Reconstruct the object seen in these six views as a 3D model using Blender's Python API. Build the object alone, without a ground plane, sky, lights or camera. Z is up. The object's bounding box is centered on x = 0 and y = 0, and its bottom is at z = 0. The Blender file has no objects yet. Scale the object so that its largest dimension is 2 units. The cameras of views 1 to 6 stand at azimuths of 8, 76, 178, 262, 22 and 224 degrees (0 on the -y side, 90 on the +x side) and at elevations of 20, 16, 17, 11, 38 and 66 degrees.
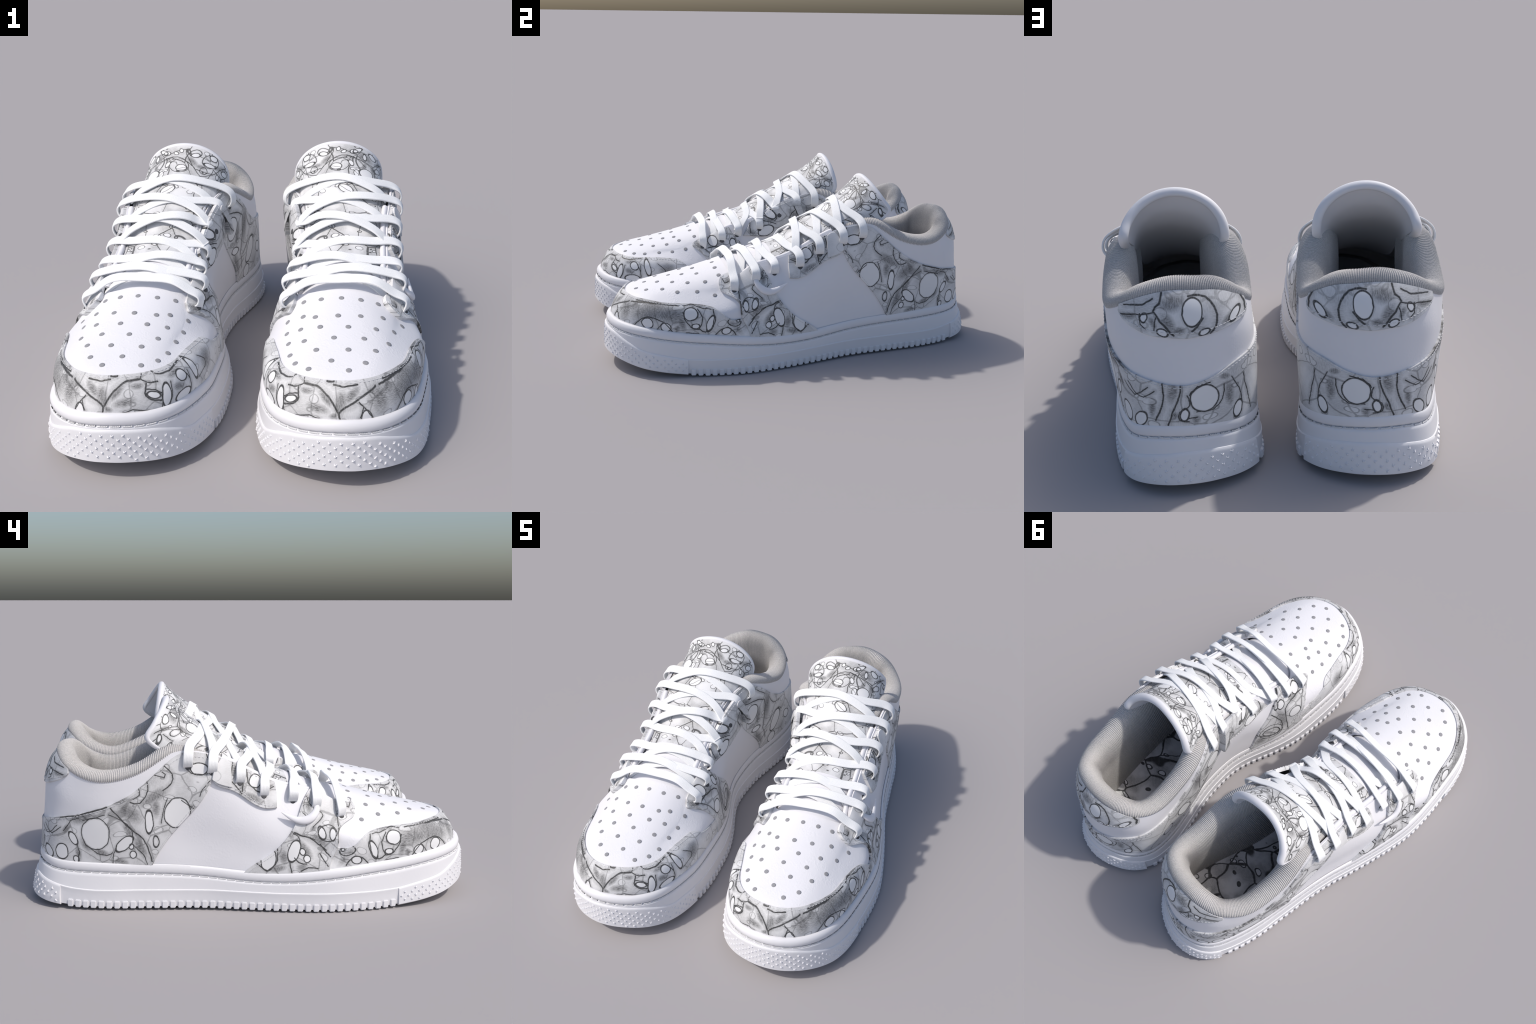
# A pair of low sneakers. One shoe is described (x > 0); the other is its mirror image.
# Metres, z up, toes towards -y.
import math
import random
import numpy as np

random.seed(7)
rng = np.random.default_rng(7)

# ------------------------------------------------------------------ splines
def spline_solve(knots, pts, periodic, period=None):
    """second derivatives of a cubic spline through pts at knots"""
    n = len(knots)
    k = np.asarray(knots, float)
    p = np.asarray(pts, float).reshape(n, -1)
    A = np.zeros((n, n))
    b = np.zeros_like(p)
    if periodic:
        kk = np.r_[k, k[0] + period]
        h = np.diff(kk)
        for i in range(n):
            im, ip = (i - 1) % n, (i + 1) % n
            A[i, im] += h[im] / 6
            A[i, i] += (h[im] + h[i]) / 3
            A[i, ip] += h[i] / 6
            b[i] = (p[ip] - p[i]) / h[i] - (p[i] - p[im]) / h[im]
    else:
        h = np.diff(k)
        A[0, 0] = A[-1, -1] = 1
        for i in range(1, n - 1):
            A[i, i - 1] = h[i - 1] / 6
            A[i, i] = (h[i - 1] + h[i]) / 3
            A[i, i + 1] = h[i] / 6
            b[i] = (p[i + 1] - p[i]) / h[i] - (p[i] - p[i - 1]) / h[i - 1]
    return np.linalg.solve(A, b)


class Spline:
    def __init__(self, knots, pts, periodic=False, period=None):
        self.k = np.asarray(knots, float)
        self.shape = np.asarray(pts).shape[1:]
        self.p = np.asarray(pts, float).reshape(len(self.k), -1)
        self.m = spline_solve(self.k, self.p, periodic, period)
        self.periodic, self.period = periodic, period
        if periodic:
            self.k = np.r_[self.k, self.k[0] + period]
            self.p = np.vstack([self.p, self.p[:1]])
            self.m = np.vstack([self.m, self.m[:1]])

    def __call__(self, t):
        t = np.asarray(t, float)
        sh = t.shape
        t = t.ravel()
        if self.periodic:
            t = self.k[0] + np.mod(t - self.k[0], self.period)
        i = np.clip(np.searchsorted(self.k, t, side='right') - 1, 0, len(self.k) - 2)
        h = self.k[i + 1] - self.k[i]
        a = ((self.k[i + 1] - t) / h)[:, None]
        b = 1 - a
        h = h[:, None]
        v = a * self.p[i] + b * self.p[i + 1] + ((a**3 - a) * self.m[i] + (b**3 - b) * self.m[i + 1]) * h * h / 6
        return v.reshape(sh + self.shape)


def through(pts, n, closed=False):
    """n points on a chord-length cubic spline through pts"""
    p = np.asarray(pts, float)
    if closed:
        q = np.vstack([p, p[:1]])
        d = np.r_[0, np.cumsum(np.linalg.norm(np.diff(q, axis=0), axis=1))]
        return Spline(d[:-1], p, True, d[-1])(np.linspace(0, d[-1], n, endpoint=False))
    d = np.r_[0, np.cumsum(np.linalg.norm(np.diff(p, axis=0), axis=1))]
    return Spline(d, p)(np.linspace(0, d[-1], n))


def lerp_table(x, table):
    t = np.asarray(table, float)
    return np.interp(x, t[:, 0], t[:, 1])


def smooth(a, b, x):
    t = np.clip((x - a) / (b - a), 0, 1)
    return t * t * (3 - 2 * t)


# ------------------------------------------------------------------ the upper as a loft
# stations run from the heel centre along the lateral side to the toe and back along the medial side.
# columns: rim (where the leather meets the sole), opening edge (collar seam, throat edge),
# outward bulge of the wall at 1/4, 1/2, 3/4 and 9/10 of its height
STATIONS = [
    ((.325, .947, .232), (.325, .864, .677), (.014, .026, .036, .027)),
    ((.420, .931, .229), (.400, .858, .667), (.012, .022, .032, .022)),
    ((.480, .888, .215), (.475, .836, .642), (.010, .016, .022, .013)),
    ((.522, .810, .206), (.535, .790, .609), (.008, .012, .014, .007)),
    ((.553, .710, .204), (.583, .710, .581), (.006, .010, .008, .003)),
    ((.577, .590, .201), (.606, .600, .584), (.006, .010, .007, .003)),
    ((.595, .465, .198), (.614, .480, .628), (.004, .009, .008, .004)),
    ((.611, .320, .192), (.605, .350, .697), (.000, .008, .012, .007)),
    ((.629, .195, .182), (.597, .215, .690), (.006, .020, .024, .015)),
    ((.655, .070, .170), (.583, .085, .637), (.012, .031, .031, .016)),
    ((.681, -.055, .165), (.580, -.040, .570), (.018, .034, .027, .012)),
    ((.704, -.180, .169), (.581, -.160, .530), (.020, .034, .024, .012)),
    ((.718, -.300, .180), (.582, -.265, .500), (.008, .038, .030, .013)),
]
TOE_RIM = [(.716, -.41, .191), (.706, -.51, .201), (.692, -.61, .210), (.672, -.715, .224), (.638, -.805, .236),
           (.580, -.882, .244), (.505, -.932, .250), (.415, -.953, .256), (.325, -.937, .250), (.250, -.902, .244),
           (.194, -.848, .239), (.155, -.770, .232), (.130, -.685, .222), (.114, -.590, .209), (.110, -.480, .199)]
TOE_TOP = [(.584, -.335), (.562, -.365), (.530, -.378), (.500, -.385), (.475, -.388), (.450, -.390), (.425, -.391),
           (.400, -.392), (.375, -.391), (.350, -.390), (.325, -.388), (.298, -.385), (.270, -.378), (.240, -.360), (.222, -.325)]
STATIONS_MEDIAL = [
    ((.111, -.360, .187), (.224, -.255, .500), (.026, .040, .030, .014)),
    ((.118, -.240, .175), (.228, -.155, .528), (.016, .026, .018, .008)),
    ((.142, -.120, .167), (.234, -.040, .567), (.008, .016, .012, .006)),
    ((.175, -.005, .168), (.226, .080, .637), (.004, .018, .028, .016)),
    ((.196, .110, .176), (.200, .200, .690), (.008, .022, .028, .016)),
    ((.191, .235, .186), (.150, .300, .705), (.006, .016, .018, .010)),
    ((.170, .360, .194), (.104, .420, .650), (.010, .012, .012, .006)),
    ((.135, .480, .198), (.091, .530, .600), (.008, .010, .008, .004)),
    ((.103, .590, .201), (.087, .620, .571), (.006, .008, .006, .003)),
    ((.085, .700, .204), (.092, .715, .587), (.006, .010, .010, .005)),
    ((.096, .800, .208), (.130, .795, .630), (.008, .014, .018, .010)),
    ((.145, .870, .214), (.190, .836, .662), (.010, .020, .028, .019)),
    ((.225, .922, .225), (.255, .857, .672), (.013, .025, .035, .026)),
]


def toe_box_height(x, y):
    """gently domed top of the toe box"""
    X, Y = x - .41, y + .6
    return (.4398 - .0164 * X + .2554 * Y - .9066 * X * X - .1046 * X * Y + .0731 * Y * Y + .0982 * X**3
            - 2.0537 * X * X * Y - .1021 * X * Y * Y + .2454 * Y**3 - 12.9037 * X**4)


ROWS = 10          # control rows of the loft, from below the rim to the opening edge
RIM = np.array([s[0] for s in STATIONS] + TOE_RIM + [s[0] for s in STATIONS_MEDIAL])
NST = len(RIM)
_d = np.linalg.norm(np.diff(np.vstack([RIM, RIM[:1]]), axis=0), axis=1)
S_KNOT = np.r_[0, np.cumsum(_d)[:-1]] / _d.sum()
rim_curve = Spline(S_KNOT, RIM, True, 1.0)


def rim_normal(s):
    t = rim_curve(np.asarray(s) + 1e-4) - rim_curve(np.asarray(s) - 1e-4)
    n = np.stack([-t[..., 1], t[..., 0], 0 * t[..., 0]], -1)
    n /= np.linalg.norm(n, axis=-1, keepdims=True)
    return n          # outward


RIM_N = rim_normal(S_KNOT)
if (RIM_N[0] * [0, 1, 0]).sum() < 0:
    raise ValueError('outline turns the wrong way')


def wall_rows(rim, top, bulge, n):
    rim, top = np.array(rim), np.array(top)
    rows = [rim - n * .004 - [0, 0, .035], rim]
    for f in (.13, .27, .42, .57, .71, .84, .93, 1.0):
        b = np.interp(f, (0, .25, .5, .75, .9, 1), (0,) + tuple(bulge) + (0,))
        rows.append(rim + (top - rim) * f + n * b)
    return rows


def toe_rows(rim, top, n, k):
    rim = np.array(rim)
    front = smooth(.25, .95, -n[1])             # 1 at the very front, 0 on the sides
    side_lat = n[0] > 0
    rows = [rim - n * .004 - [0, 0, .035], rim]
    zs = (.275, .315, .350, .378)
    lean_front = (.004, .020, .045, .088)
    lean_side = (-.003, .007, .036, .088) if side_lat else (-.002, .006, .035, .086)
    for j in range(4):
        d = lean_side[j] + (lean_front[j] - lean_side[j]) * front
        p = rim - n * d
        p[2] = zs[j] if j < 3 else None
        if j == 0:
            p[2] = rim[2] + (zs[1] - rim[2]) * .45
        if j == 3:
            # the shoulder, where the wall turns into the top
            p[2] = max(toe_box_height(p[0], p[1]), .368)
        rows.append(p)
    sh = rows[-1]
    for f in (.22, .48, .76, 1.0):
        x, y = sh[0] + (top[0] - sh[0]) * f, sh[1] + (top[1] - sh[1]) * f
        rows.append(np.array([x, y, toe_box_height(x, y)]))
    return rows


CTRL = []
for i in range(NST):
    a = len(STATIONS)
    b = a + len(TOE_RIM)
    if i < a:
        CTRL.append(wall_rows(*STATIONS[i], RIM_N[i]))
    elif i < b:
        CTRL.append(toe_rows(TOE_RIM[i - a], TOE_TOP[i - a], RIM_N[i], i - a))
    else:
        CTRL.append(wall_rows(*STATIONS_MEDIAL[i - b], RIM_N[i]))
CTRL = np.array(CTRL, float)                       # stations x rows x 3


def blend_transition(ctrl, lo, hi):
    """where the toe box passes into the side walls, share out the rows along the section evenly"""
    frac = []
    curves = []
    for i in range(lo - 2, hi + 3):
        p = ctrl[i, 1:]
        d = np.r_[0, np.cumsum(np.linalg.norm(np.diff(p, axis=0), axis=1))]
        frac.append(d / d[-1])
        curves.append(Spline(d / d[-1], p))
    frac = np.array(frac)
    for _ in range(3):
        new = frac.copy()
        new[1:-1] = (frac[:-2] + 2 * frac[1:-1] + frac[2:]) / 4
        frac = new
    for i in range(lo, hi + 1):
        k = i - lo + 2
        ctrl[i, 1:] = curves[k](frac[k])


blend_transition(CTRL, 11, 15)
blend_transition(CTRL, 25, 29)
T_KNOT = np.r_[-.08, 0, .13, .27, .42, .57, .71, .84, .93, 1.0]
GS, GT = 1200, 216
_rings = Spline(S_KNOT, CTRL, True, 1.0)(np.arange(GS) / GS)          # GS x rows x 3
_grid = Spline(T_KNOT, np.swapaxes(_rings, 0, 1))(np.linspace(-.08, 1, GT))   # GT x GS x 3
UPPER = np.swapaxes(_grid, 0, 1)                    # GS x GT x 3
_du = np.roll(UPPER, -1, 0) - np.roll(UPPER, 1, 0)
_dv = np.gradient(UPPER, axis=1)
UPPER_N = np.cross(_dv, _du)
UPPER_N /= np.linalg.norm(UPPER_N, axis=-1, keepdims=True) + 1e-12
if (UPPER_N[0, GT // 2] * [0, 1, 0]).sum() < 0:
    UPPER_N = -UPPER_N


def _sample(field, s, t):
    s = np.mod(np.asarray(s, float), 1.0) * GS
    t = np.clip((np.asarray(t, float) + .08) / 1.08, 0, 1) * (GT - 1)
    i = np.floor(s).astype(int)
    j = np.minimum(np.floor(t).astype(int), GT - 2)
    a, b = (s - i)[..., None], (t - j)[..., None]
    i0, i1 = i % GS, (i + 1) % GS
    return ((1 - a) * (1 - b) * field[i0, j] + a * (1 - b) * field[i1, j] + (1 - a) * b * field[i0, j + 1] + a * b * field[i1, j + 1])


def upper(s, t, h=0.0):
    """point of the upper at outline position s, height t, h above the leather"""
    n = _sample(UPPER_N, s, t)
    n /= np.linalg.norm(n, axis=-1, keepdims=True)
    return _sample(UPPER, s, t) + n * np.asarray(h)[..., None] if np.ndim(h) else _sample(UPPER, s, t) + n * h


def upper_normal(s, t):
    n = _sample(UPPER_N, s, t)
    return n / np.linalg.norm(n, axis=-1, keepdims=True)

# ------------------------------------------------------------------ mesh helpers
import bpy
from mathutils import Vector, Matrix

PARTS = []          # (name, verts, faces, material key, options) of one shoe


def grid_faces(nu, nv, close_u=False, close_v=False, flip=False):
    iu = np.arange(nu if close_u else nu - 1)
    iv = np.arange(nv if close_v else nv - 1)
    a, b = np.meshgrid(iu, iv, indexing='ij')
    a2, b2 = (a + 1) % nu, (b + 1) % nv
    f = np.stack([a * nv + b, a2 * nv + b, a2 * nv + b2, a * nv + b2], -1).reshape(-1, 4)
    return f[:, ::-1] if flip else f


def part(name, verts, faces, mat, parent=None, **opt):
    PARTS.append(dict(name=name, v=np.asarray(verts, float).reshape(-1, 3), f=faces, mat=mat, parent=parent, **opt))


def orient(verts, faces, outward):
    """flip the faces if the mean normal disagrees with the outward vectors (one per face grid)"""
    v = np.asarray(verts).reshape(-1, 3)
    f = np.asarray(faces)
    n = np.cross(v[f[:, 2]] - v[f[:, 0]], v[f[:, 3]] - v[f[:, 1]])
    c = v[f].mean(1)
    if (n * (outward(c))).sum() < 0:
        f = f[:, ::-1]
    return f


def merge(chunks):
    vs, fs, k = [], [], 0
    for v, f in chunks:
        v = np.asarray(v, float).reshape(-1, 3)
        vs.append(v)
        fs.extend([tuple(int(i) + k for i in q) for q in f])
        k += len(v)
    return np.vstack(vs), fs


def frame_sweep(path, normals, profile, caps=True):
    """sweep a closed 2D profile (across, along normal) along a path with given normals"""
    p = np.asarray(path, float)
    t = np.gradient(p, axis=0)
    t /= np.linalg.norm(t, axis=1, keepdims=True)
    n = np.asarray(normals, float)
    n = n - (n * t).sum(1, keepdims=True) * t
    n /= np.linalg.norm(n, axis=1, keepdims=True) + 1e-12
    b = np.cross(t, n)
    prof = np.asarray(profile, float)
    if prof.ndim == 2:
        prof = np.repeat(prof[None], len(p), 0)
    v = p[:, None] + prof[..., :1] * b[:, None] + prof[..., 1:] * n[:, None]
    nu, nv = v.shape[:2]
    f = [tuple(q) for q in grid_faces(nu, nv, close_v=True)]
    if caps:
        f.append(tuple(range(nv))[::-1])
        f.append(tuple((nu - 1) * nv + k for k in range(nv)))
    v = v.reshape(-1, 3)
    # outward check on the first ring
    a, bq, c = v[0], v[nv], v[1]
    if np.dot(np.cross(bq - a, c - a), a - p[0]) < 0:
        f = [q[::-1] for q in f]
    return v, f


def circle_profile(r, n=12, ry=None):
    a = np.arange(n) * 2 * np.pi / n
    return np.stack([np.cos(a) * r, np.sin(a) * (ry or r)], -1)


def ribbon_profile(w, h, n=5, m=36):
    """flat woven lace: rounded edges and six shallow ribs along it"""
    r = h / 2
    x = np.linspace(-(w / 2 - r), w / 2 - r, m)
    rib = r * (.90 + .10 * np.abs(np.cos(x / w * np.pi * 7)))
    pts = [(a, -b) for a, b in zip(x, rib)]
    pts += [(w / 2 - r + r * math.cos(a), r * math.sin(a)) for a in np.radians(np.linspace(-60, 60, n))]
    pts += [(a, b) for a, b in zip(x[::-1], rib[::-1])]
    pts += [(-(w / 2 - r) + r * math.cos(a), r * math.sin(a)) for a in np.radians(np.linspace(120, 240, n))]
    return np.array(pts)


# ------------------------------------------------------------------ sole
OUT = [(0, .048), (.03, .047), (.059, .038), (.083, .035), (.105, .032), (.125, .025), (.17, .023), (.20, .026), (.23, .031), (.26, .034), (.29, .036), (.33, .039), (.39, .041), (.43, .045), (.47, .0435), (.52, .0435),
       (.56, .042), (.60, .038), (.64, .044), (.68, .042), (.72, .032), (.77, .022), (.82, .020), (.88, .019), (.92, .024), (.96, .040), (1, .048)]
BULGE = [(0, .013), (.06, .015), (.1, .015), (.13, .011), (.2, .013), (.25, .019), (.33, .024), (.39, .024), (.43, .029), (.47, .031), (.52, .031), (.56, .025), (.62, .018), (.7, .014), (.78, .010), (.9, .010), (1, .013)]
CREASE = [(0, .144), (.022, .132), (.039, .113), (.05, .100), (.062, .091), (.083, .085), (.13, .087), (.2, .086), (.26, .080), (.315, .080), (.363, .081), (.386, .086),
          (.41, .106), (.432, .124), (.454, .165), (.470, .193), (.496, .204), (.516, .196), (.535, .184), (.553, .150), (.565, .126), (.585, .118), (.615, .100),
          (.667, .086), (.722, .083), (.8, .086), (.887, .085), (.913, .092), (.935, .107), (.955, .125), (.977, .139), (1, .144)]
BOTTOM = [(0, .034), (.022, .029), (.039, .019), (.062, .008), (.1, .005), (.2, .006), (.3, .001), (.363, .001), (.386, .007), (.41, .019), (.432, .034), (.454, .054), (.475, .068),
          (.496, .074), (.516, .068), (.535, .058), (.553, .045), (.573, .029), (.593, .017), (.615, .008), (.65, .001), (.75, .003), (.887, .005), (.92, .010), (.95, .020), (.977, .029), (1, .034)]


def ring_table(table):
    """smooth periodic function of s from a table whose first and last entries coincide"""
    t = np.asarray(table, float)
    fine = np.interp(np.arange(2000) / 2000, t[:, 0], t[:, 1])
    k = np.hanning(41)
    k /= k.sum()
    fine = np.convolve(np.r_[fine[-20:], fine, fine[:20]], k, 'valid')
    return lambda s: np.interp(np.mod(s, 1) * 2000, np.arange(2001), np.r_[fine, fine[:1]])


f_out, f_bulge, f_crease, f_bottom = map(ring_table, (OUT, BULGE, CREASE, BOTTOM))
_ss = np.arange(4000) / 4000
_rn = rim_normal(_ss)
_k = np.hanning(61)
_k /= _k.sum()
_rn = np.stack([np.convolve(np.r_[_rn[-30:, i], _rn[:, i], _rn[:30, i]], _k, 'valid') for i in range(3)], -1)
_rn /= np.linalg.norm(_rn, axis=1, keepdims=True)


def sole_normal(s):
    x = np.mod(s, 1) * 4000
    i = np.floor(x).astype(int)
    a = (x - i)[..., None]
    return _rn[i % 4000] * (1 - a) + _rn[(i + 1) % 4000] * a


def wall_offset(s, z):
    """how far the sole stands out of the rim at height z"""
    zr = rim_curve(s)[..., 2]
    o, b, c = f_out(s), f_bulge(s), f_crease(s)
    zs = zr - .038
    f = np.clip((zs - z) / np.maximum(zs - .05, .02), 0, 1)
    return b + .002 + (o - .005 - b) * f**.9


def sole_ring(s, off, z):
    p = rim_curve(s) + sole_normal(s) * off[..., None]
    p[..., 2] = z
    return p


NSO = 720
so = np.arange(NSO) / NSO
zr = rim_curve(so)[:, 2]
ob, oo, zc, zb = f_bulge(so), f_out(so), f_crease(so), f_bottom(so)
one = np.ones(NSO)
mid_rows = [(-.030 * one, zr - .030), (-.004 * one, zr - .012), (.000 * one, zr - .002), (.25 * ob, zr + .005), (.55 * ob, zr + .004), (.85 * ob, zr - .004), (ob, zr - .016),
            (ob - .0005, zr - .028), (ob - .003, zr - .0345), (ob - .0065, zr - .0375), (ob - .0035, zr - .0405)]
for f in np.linspace(0, 1, 7):
    z = (zr - .045) + (zc + .001 - (zr - .045)) * f
    mid_rows.append((wall_offset(so, z), z))
mid_rows.append((wall_offset(so, zc) - .03, zc - .004))
V = np.stack([sole_ring(so, o, z) for o, z in mid_rows], 1)
F = grid_faces(NSO, len(mid_rows), close_u=True)
ctr = np.array([.4, 0, .1])
out_dir = lambda c: np.stack([rim_dir(c)[:, 0], rim_dir(c)[:, 1], 0 * c[:, 0]], -1)


def rim_dir(c):
    d = c[:, None, :2] - rim_curve(_ss[::20])[None, :, :2]
    i = (d**2).sum(-1).argmin(1)
    return _rn[::20][i]


part('midsole', V, orient(V, F, out_dir), 'rubber', angle=50)

# outsole: wall below the crease and the flat underside
wc = wall_offset(so, zc)
rows = [(wc - .020, zc + .006), (wc + .0002, zc + .0042), (wc + .0028, zc + .0030), (wc + .0038, zc + .0005), (wc + .0030, zc - .004)]
for f in (.3, .6, .85):
    z = zc - .004 + (zb + .012 - (zc - .004)) * f
    rows.append((wc + .003 + (np.maximum(oo - .006, wc + .001) - wc - .003) * f, z))
rows += [(np.maximum(oo - .0065, wc), zb + .009), (oo - .012, zb + .0065), (oo - .030, zb + .006 - .2 * np.maximum(zb - .012, 0)), (oo - .075, zb * .75 + .004)]
V = [sole_ring(so, o, z) for o, z in rows]
inner = sole_ring(so, oo - .12, zb * .5 + .004)
V += [inner, inner * .55 + np.array([.4, .0, .004]) * .45 * [1, 0, 1] + inner * [0, .45, 0]]
V[-1][:, 2] = .004 + zb * .35
mid = np.stack([np.interp(V[-1][:, 1], [-1, -.5, 0, .2, .5, 1], [.42, .41, .40, .385, .345, .33]), V[-1][:, 1], V[-1][:, 2]], -1)
V.append(mid)
V = np.stack(V, 1)
F = grid_faces(NSO, V.shape[1], close_u=True)
part('outsole', V, orient(V, F, out_dir), 'rubber', angle=50)


def bumper(name, s0, s1, up=.0, n=180):
    """textured rubber panel that wraps the toe or the heel, with small raised grips"""
    s = np.linspace(s0, s1, n)
    zt, zb_ = f_crease(s) + .001, f_bottom(s)
    rows, hs = [], np.linspace(0, 1, 14)
    o_top = wall_offset(s, zt)
    for k, h in enumerate(hs):
        z = zt + (zb_ + .008 - zt) * h
        o = np.maximum(wall_offset(s, z), o_top) + .0065
        rows.append((o, z))
    rows = [(o_top - .02, zt + .0005), (o_top + .004, zt + .0005)] + [(rows[0][0], zt - .0025)] + rows[1:] + [(rows[-1][0] - .008, zb_ + .002), (rows[-1][0] - .03, zb_ + .002)]
    V = np.stack([sole_ring(s, o, z) for o, z in rows], 1)
    cap0, cap1 = V[:1].copy(), V[-1:].copy()
    for cap, q in ((cap0, s[0]), (cap1, s[-1])):
        cap -= sole_normal(np.array(q)) * .02
    V = np.concatenate([cap0, V, cap1])
    F = grid_faces(V.shape[0], V.shape[1])
    part(name, V, orient(V, F, out_dir), 'rubber', angle=45)
    # raised x-shaped grips in staggered rows
    chunks = []
    P = rim_curve(s)
    arc = np.r_[0, np.cumsum(np.linalg.norm(np.diff(P[:, :2], axis=0), axis=1))]
    pitch = .0335
    r = 0
    zmax = zt.max()
    z = .02
    while z < zmax:
        for a in np.arange(pitch * (.3 + .5 * (r % 2)), arc[-1] - .012, pitch):
            q = np.interp(a, arc, s)
            za, zbb = float(f_crease(q)), float(f_bottom(q))
            if zbb + .018 < z < za - .012:
                q = np.array(q)
                o = np.maximum(wall_offset(q, z), wall_offset(q, za)) + .0062
                c = sole_ring(q, o, np.array(z))
                nrm = sole_normal(q)
                nrm = nrm / np.linalg.norm(nrm)
                tan = np.cross([0, 0, 1.], nrm)
                for ang in (25, 85, 145):
                    an = math.radians(ang + rng.uniform(-8, 8))
                    d = tan * math.cos(an) + np.array([0, 0, 1.]) * math.sin(an)
                    e = np.cross(nrm, d)
                    L, W, Hh = .0108, .0031, .0056
                    pts = [c - d * L - nrm * .002, c + e * W - nrm * .002, c + d * L - nrm * .002, c - e * W - nrm * .002, c + nrm * Hh]
                    chunks.append((pts, [(0, 1, 4), (1, 2, 4), (2, 3, 4), (3, 0, 4)]))
        z += .0165
        r += 1
    v, f = merge(chunks)
    part('grip_pattern', v, f, 'rubber', parent=name, kind='stuff', flat=True)


bumper('toe_bumper', .386, .600)
bumper('heel_bumper', -.058, .050, n=120)

# tread blocks along both sides
TREADS = []
cum = np.r_[0, np.cumsum(np.linalg.norm(np.diff(sole_ring(_ss, f_out(_ss), 0 * _ss)[:, :2], axis=0), axis=1))]
for s0, s1 in ((.056, .384), (.604, .936)):
    a0, a1 = np.interp([s0, s1], _ss, cum)
    n = int(round((a1 - a0) / .0352))
    for k in range(n):
        s = np.interp(a0 + (k + .5) * (a1 - a0) / n, cum, _ss)
        z0 = float(f_bottom(s))
        p = sole_ring(np.array(s), np.array(float(f_out(s)) - .0105), np.array(z0 + .0178))
        nn = sole_normal(np.array(s))
        TREADS.append((p, math.atan2(nn[1], nn[0])))

# welt stitches in the groove under the rim: short twisted lengths of thread
chunks = []
cum2 = np.r_[0, np.cumsum(np.linalg.norm(np.diff(rim_curve(_ss)[:, :2], axis=0), axis=1))]
ns = 112
for k in range(ns):
    for j in range(5):
        q0 = (k + .12 + .15 * j) / ns
        q1 = (k + .12 + .15 * (j + 1.55)) / ns
        s = np.interp(np.linspace(q0, q1, 5) * cum2[-1], cum2, _ss)
        w = np.sin((np.linspace(.12 + .15 * j, .12 + .15 * (j + 1.55), 5)) * np.pi)
        zz = rim_curve(s)[:, 2] - .0385 - .0022 * w + np.linspace(-.0018, .0018, 5)
        path = sole_ring(s, f_bulge(s) - .0015, zz)
        chunks.append(frame_sweep(path, sole_normal(s), circle_profile(.0029, 6), caps=False))
v, f = merge(chunks)
part('welt_stitching', v, f, 'thread', kind='stuff')

# ------------------------------------------------------------------ leather base of the upper
NSU = 480
# vamp = the toe box, quarter = the white leather around the sides and heel
def base_piece(name, s0, s1, n, t1=1.0):
    s = np.linspace(s0, s1, n)
    t = np.linspace(-.07, t1, 64)
    S, T = np.meshgrid(s, t, indexing='ij')
    h = np.zeros_like(S)
    V = upper(S, T, h)
    N = upper_normal(S, T)
    edge = V[:, -1:] - N[:, -1:] * .010          # turned-in edge at the opening
    edge2 = V[:, -4:-3] - N[:, -4:-3] * .012
    V = np.concatenate([V, edge, edge2], 1)
    F = grid_faces(V.shape[0], V.shape[1])
    F = orient(V, F, lambda c: np.concatenate([c - [.39, 0, 0]], 1) * [1, 0, 0] + [0, 0, .15] + np.stack([0 * c[:, 0], np.where(np.abs(c[:, 1]) > .85, np.sign(c[:, 1]), 0), 0 * c[:, 0]], -1))
    part(name, V, F, 'leather_grain' if name == 'vamp' else 'leather', angle=60)


base_piece('vamp', .318, .676, 230)
base_piece('quarter', .676 - 1, .318, 380)


def polyline(pts, n):
    """n points along (s, t) control points, rounded between them"""
    p = np.asarray(pts, float)
    sc = np.array([2.4, .4])                         # rough metres per unit of s and t
    d = np.r_[0, np.cumsum(np.linalg.norm(np.diff(p * sc, axis=0), axis=1)**.75)]
    x = np.linspace(0, d[-1], 6 * n)
    fine = Spline(d, p)(x) if len(p) > 2 else np.stack([np.interp(x, d, p[:, i]) for i in range(2)], -1)
    q = np.r_[0, np.cumsum(np.linalg.norm(np.diff(fine * sc, axis=0), axis=1))]
    y = np.linspace(0, q[-1], n)
    return np.stack([np.interp(y, q, fine[:, i]) for i in range(2)], -1)


def coons(bottom, right, top, left, nu, nv):
    b, t = polyline(bottom, nu), polyline(top, nu)
    l, r = polyline(left, nv), polyline(right, nv)
    for a, i, c, j in ((b, 0, l, 0), (b, -1, r, 0), (t, 0, l, -1), (t, -1, r, -1)):
        m = (a[i] + c[j]) / 2
        a[i] = m
        c[j] = m
    u = np.linspace(0, 1, nu)[:, None, None]
    v = np.linspace(0, 1, nv)[None, :, None]
    return ((1 - v) * b[:, None] + v * t[:, None] + (1 - u) * l[None] + u * r[None]
            - ((1 - u) * (1 - v) * b[0] + u * (1 - v) * b[-1] + (1 - u) * v * t[0] + u * v * t[-1]))


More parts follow.
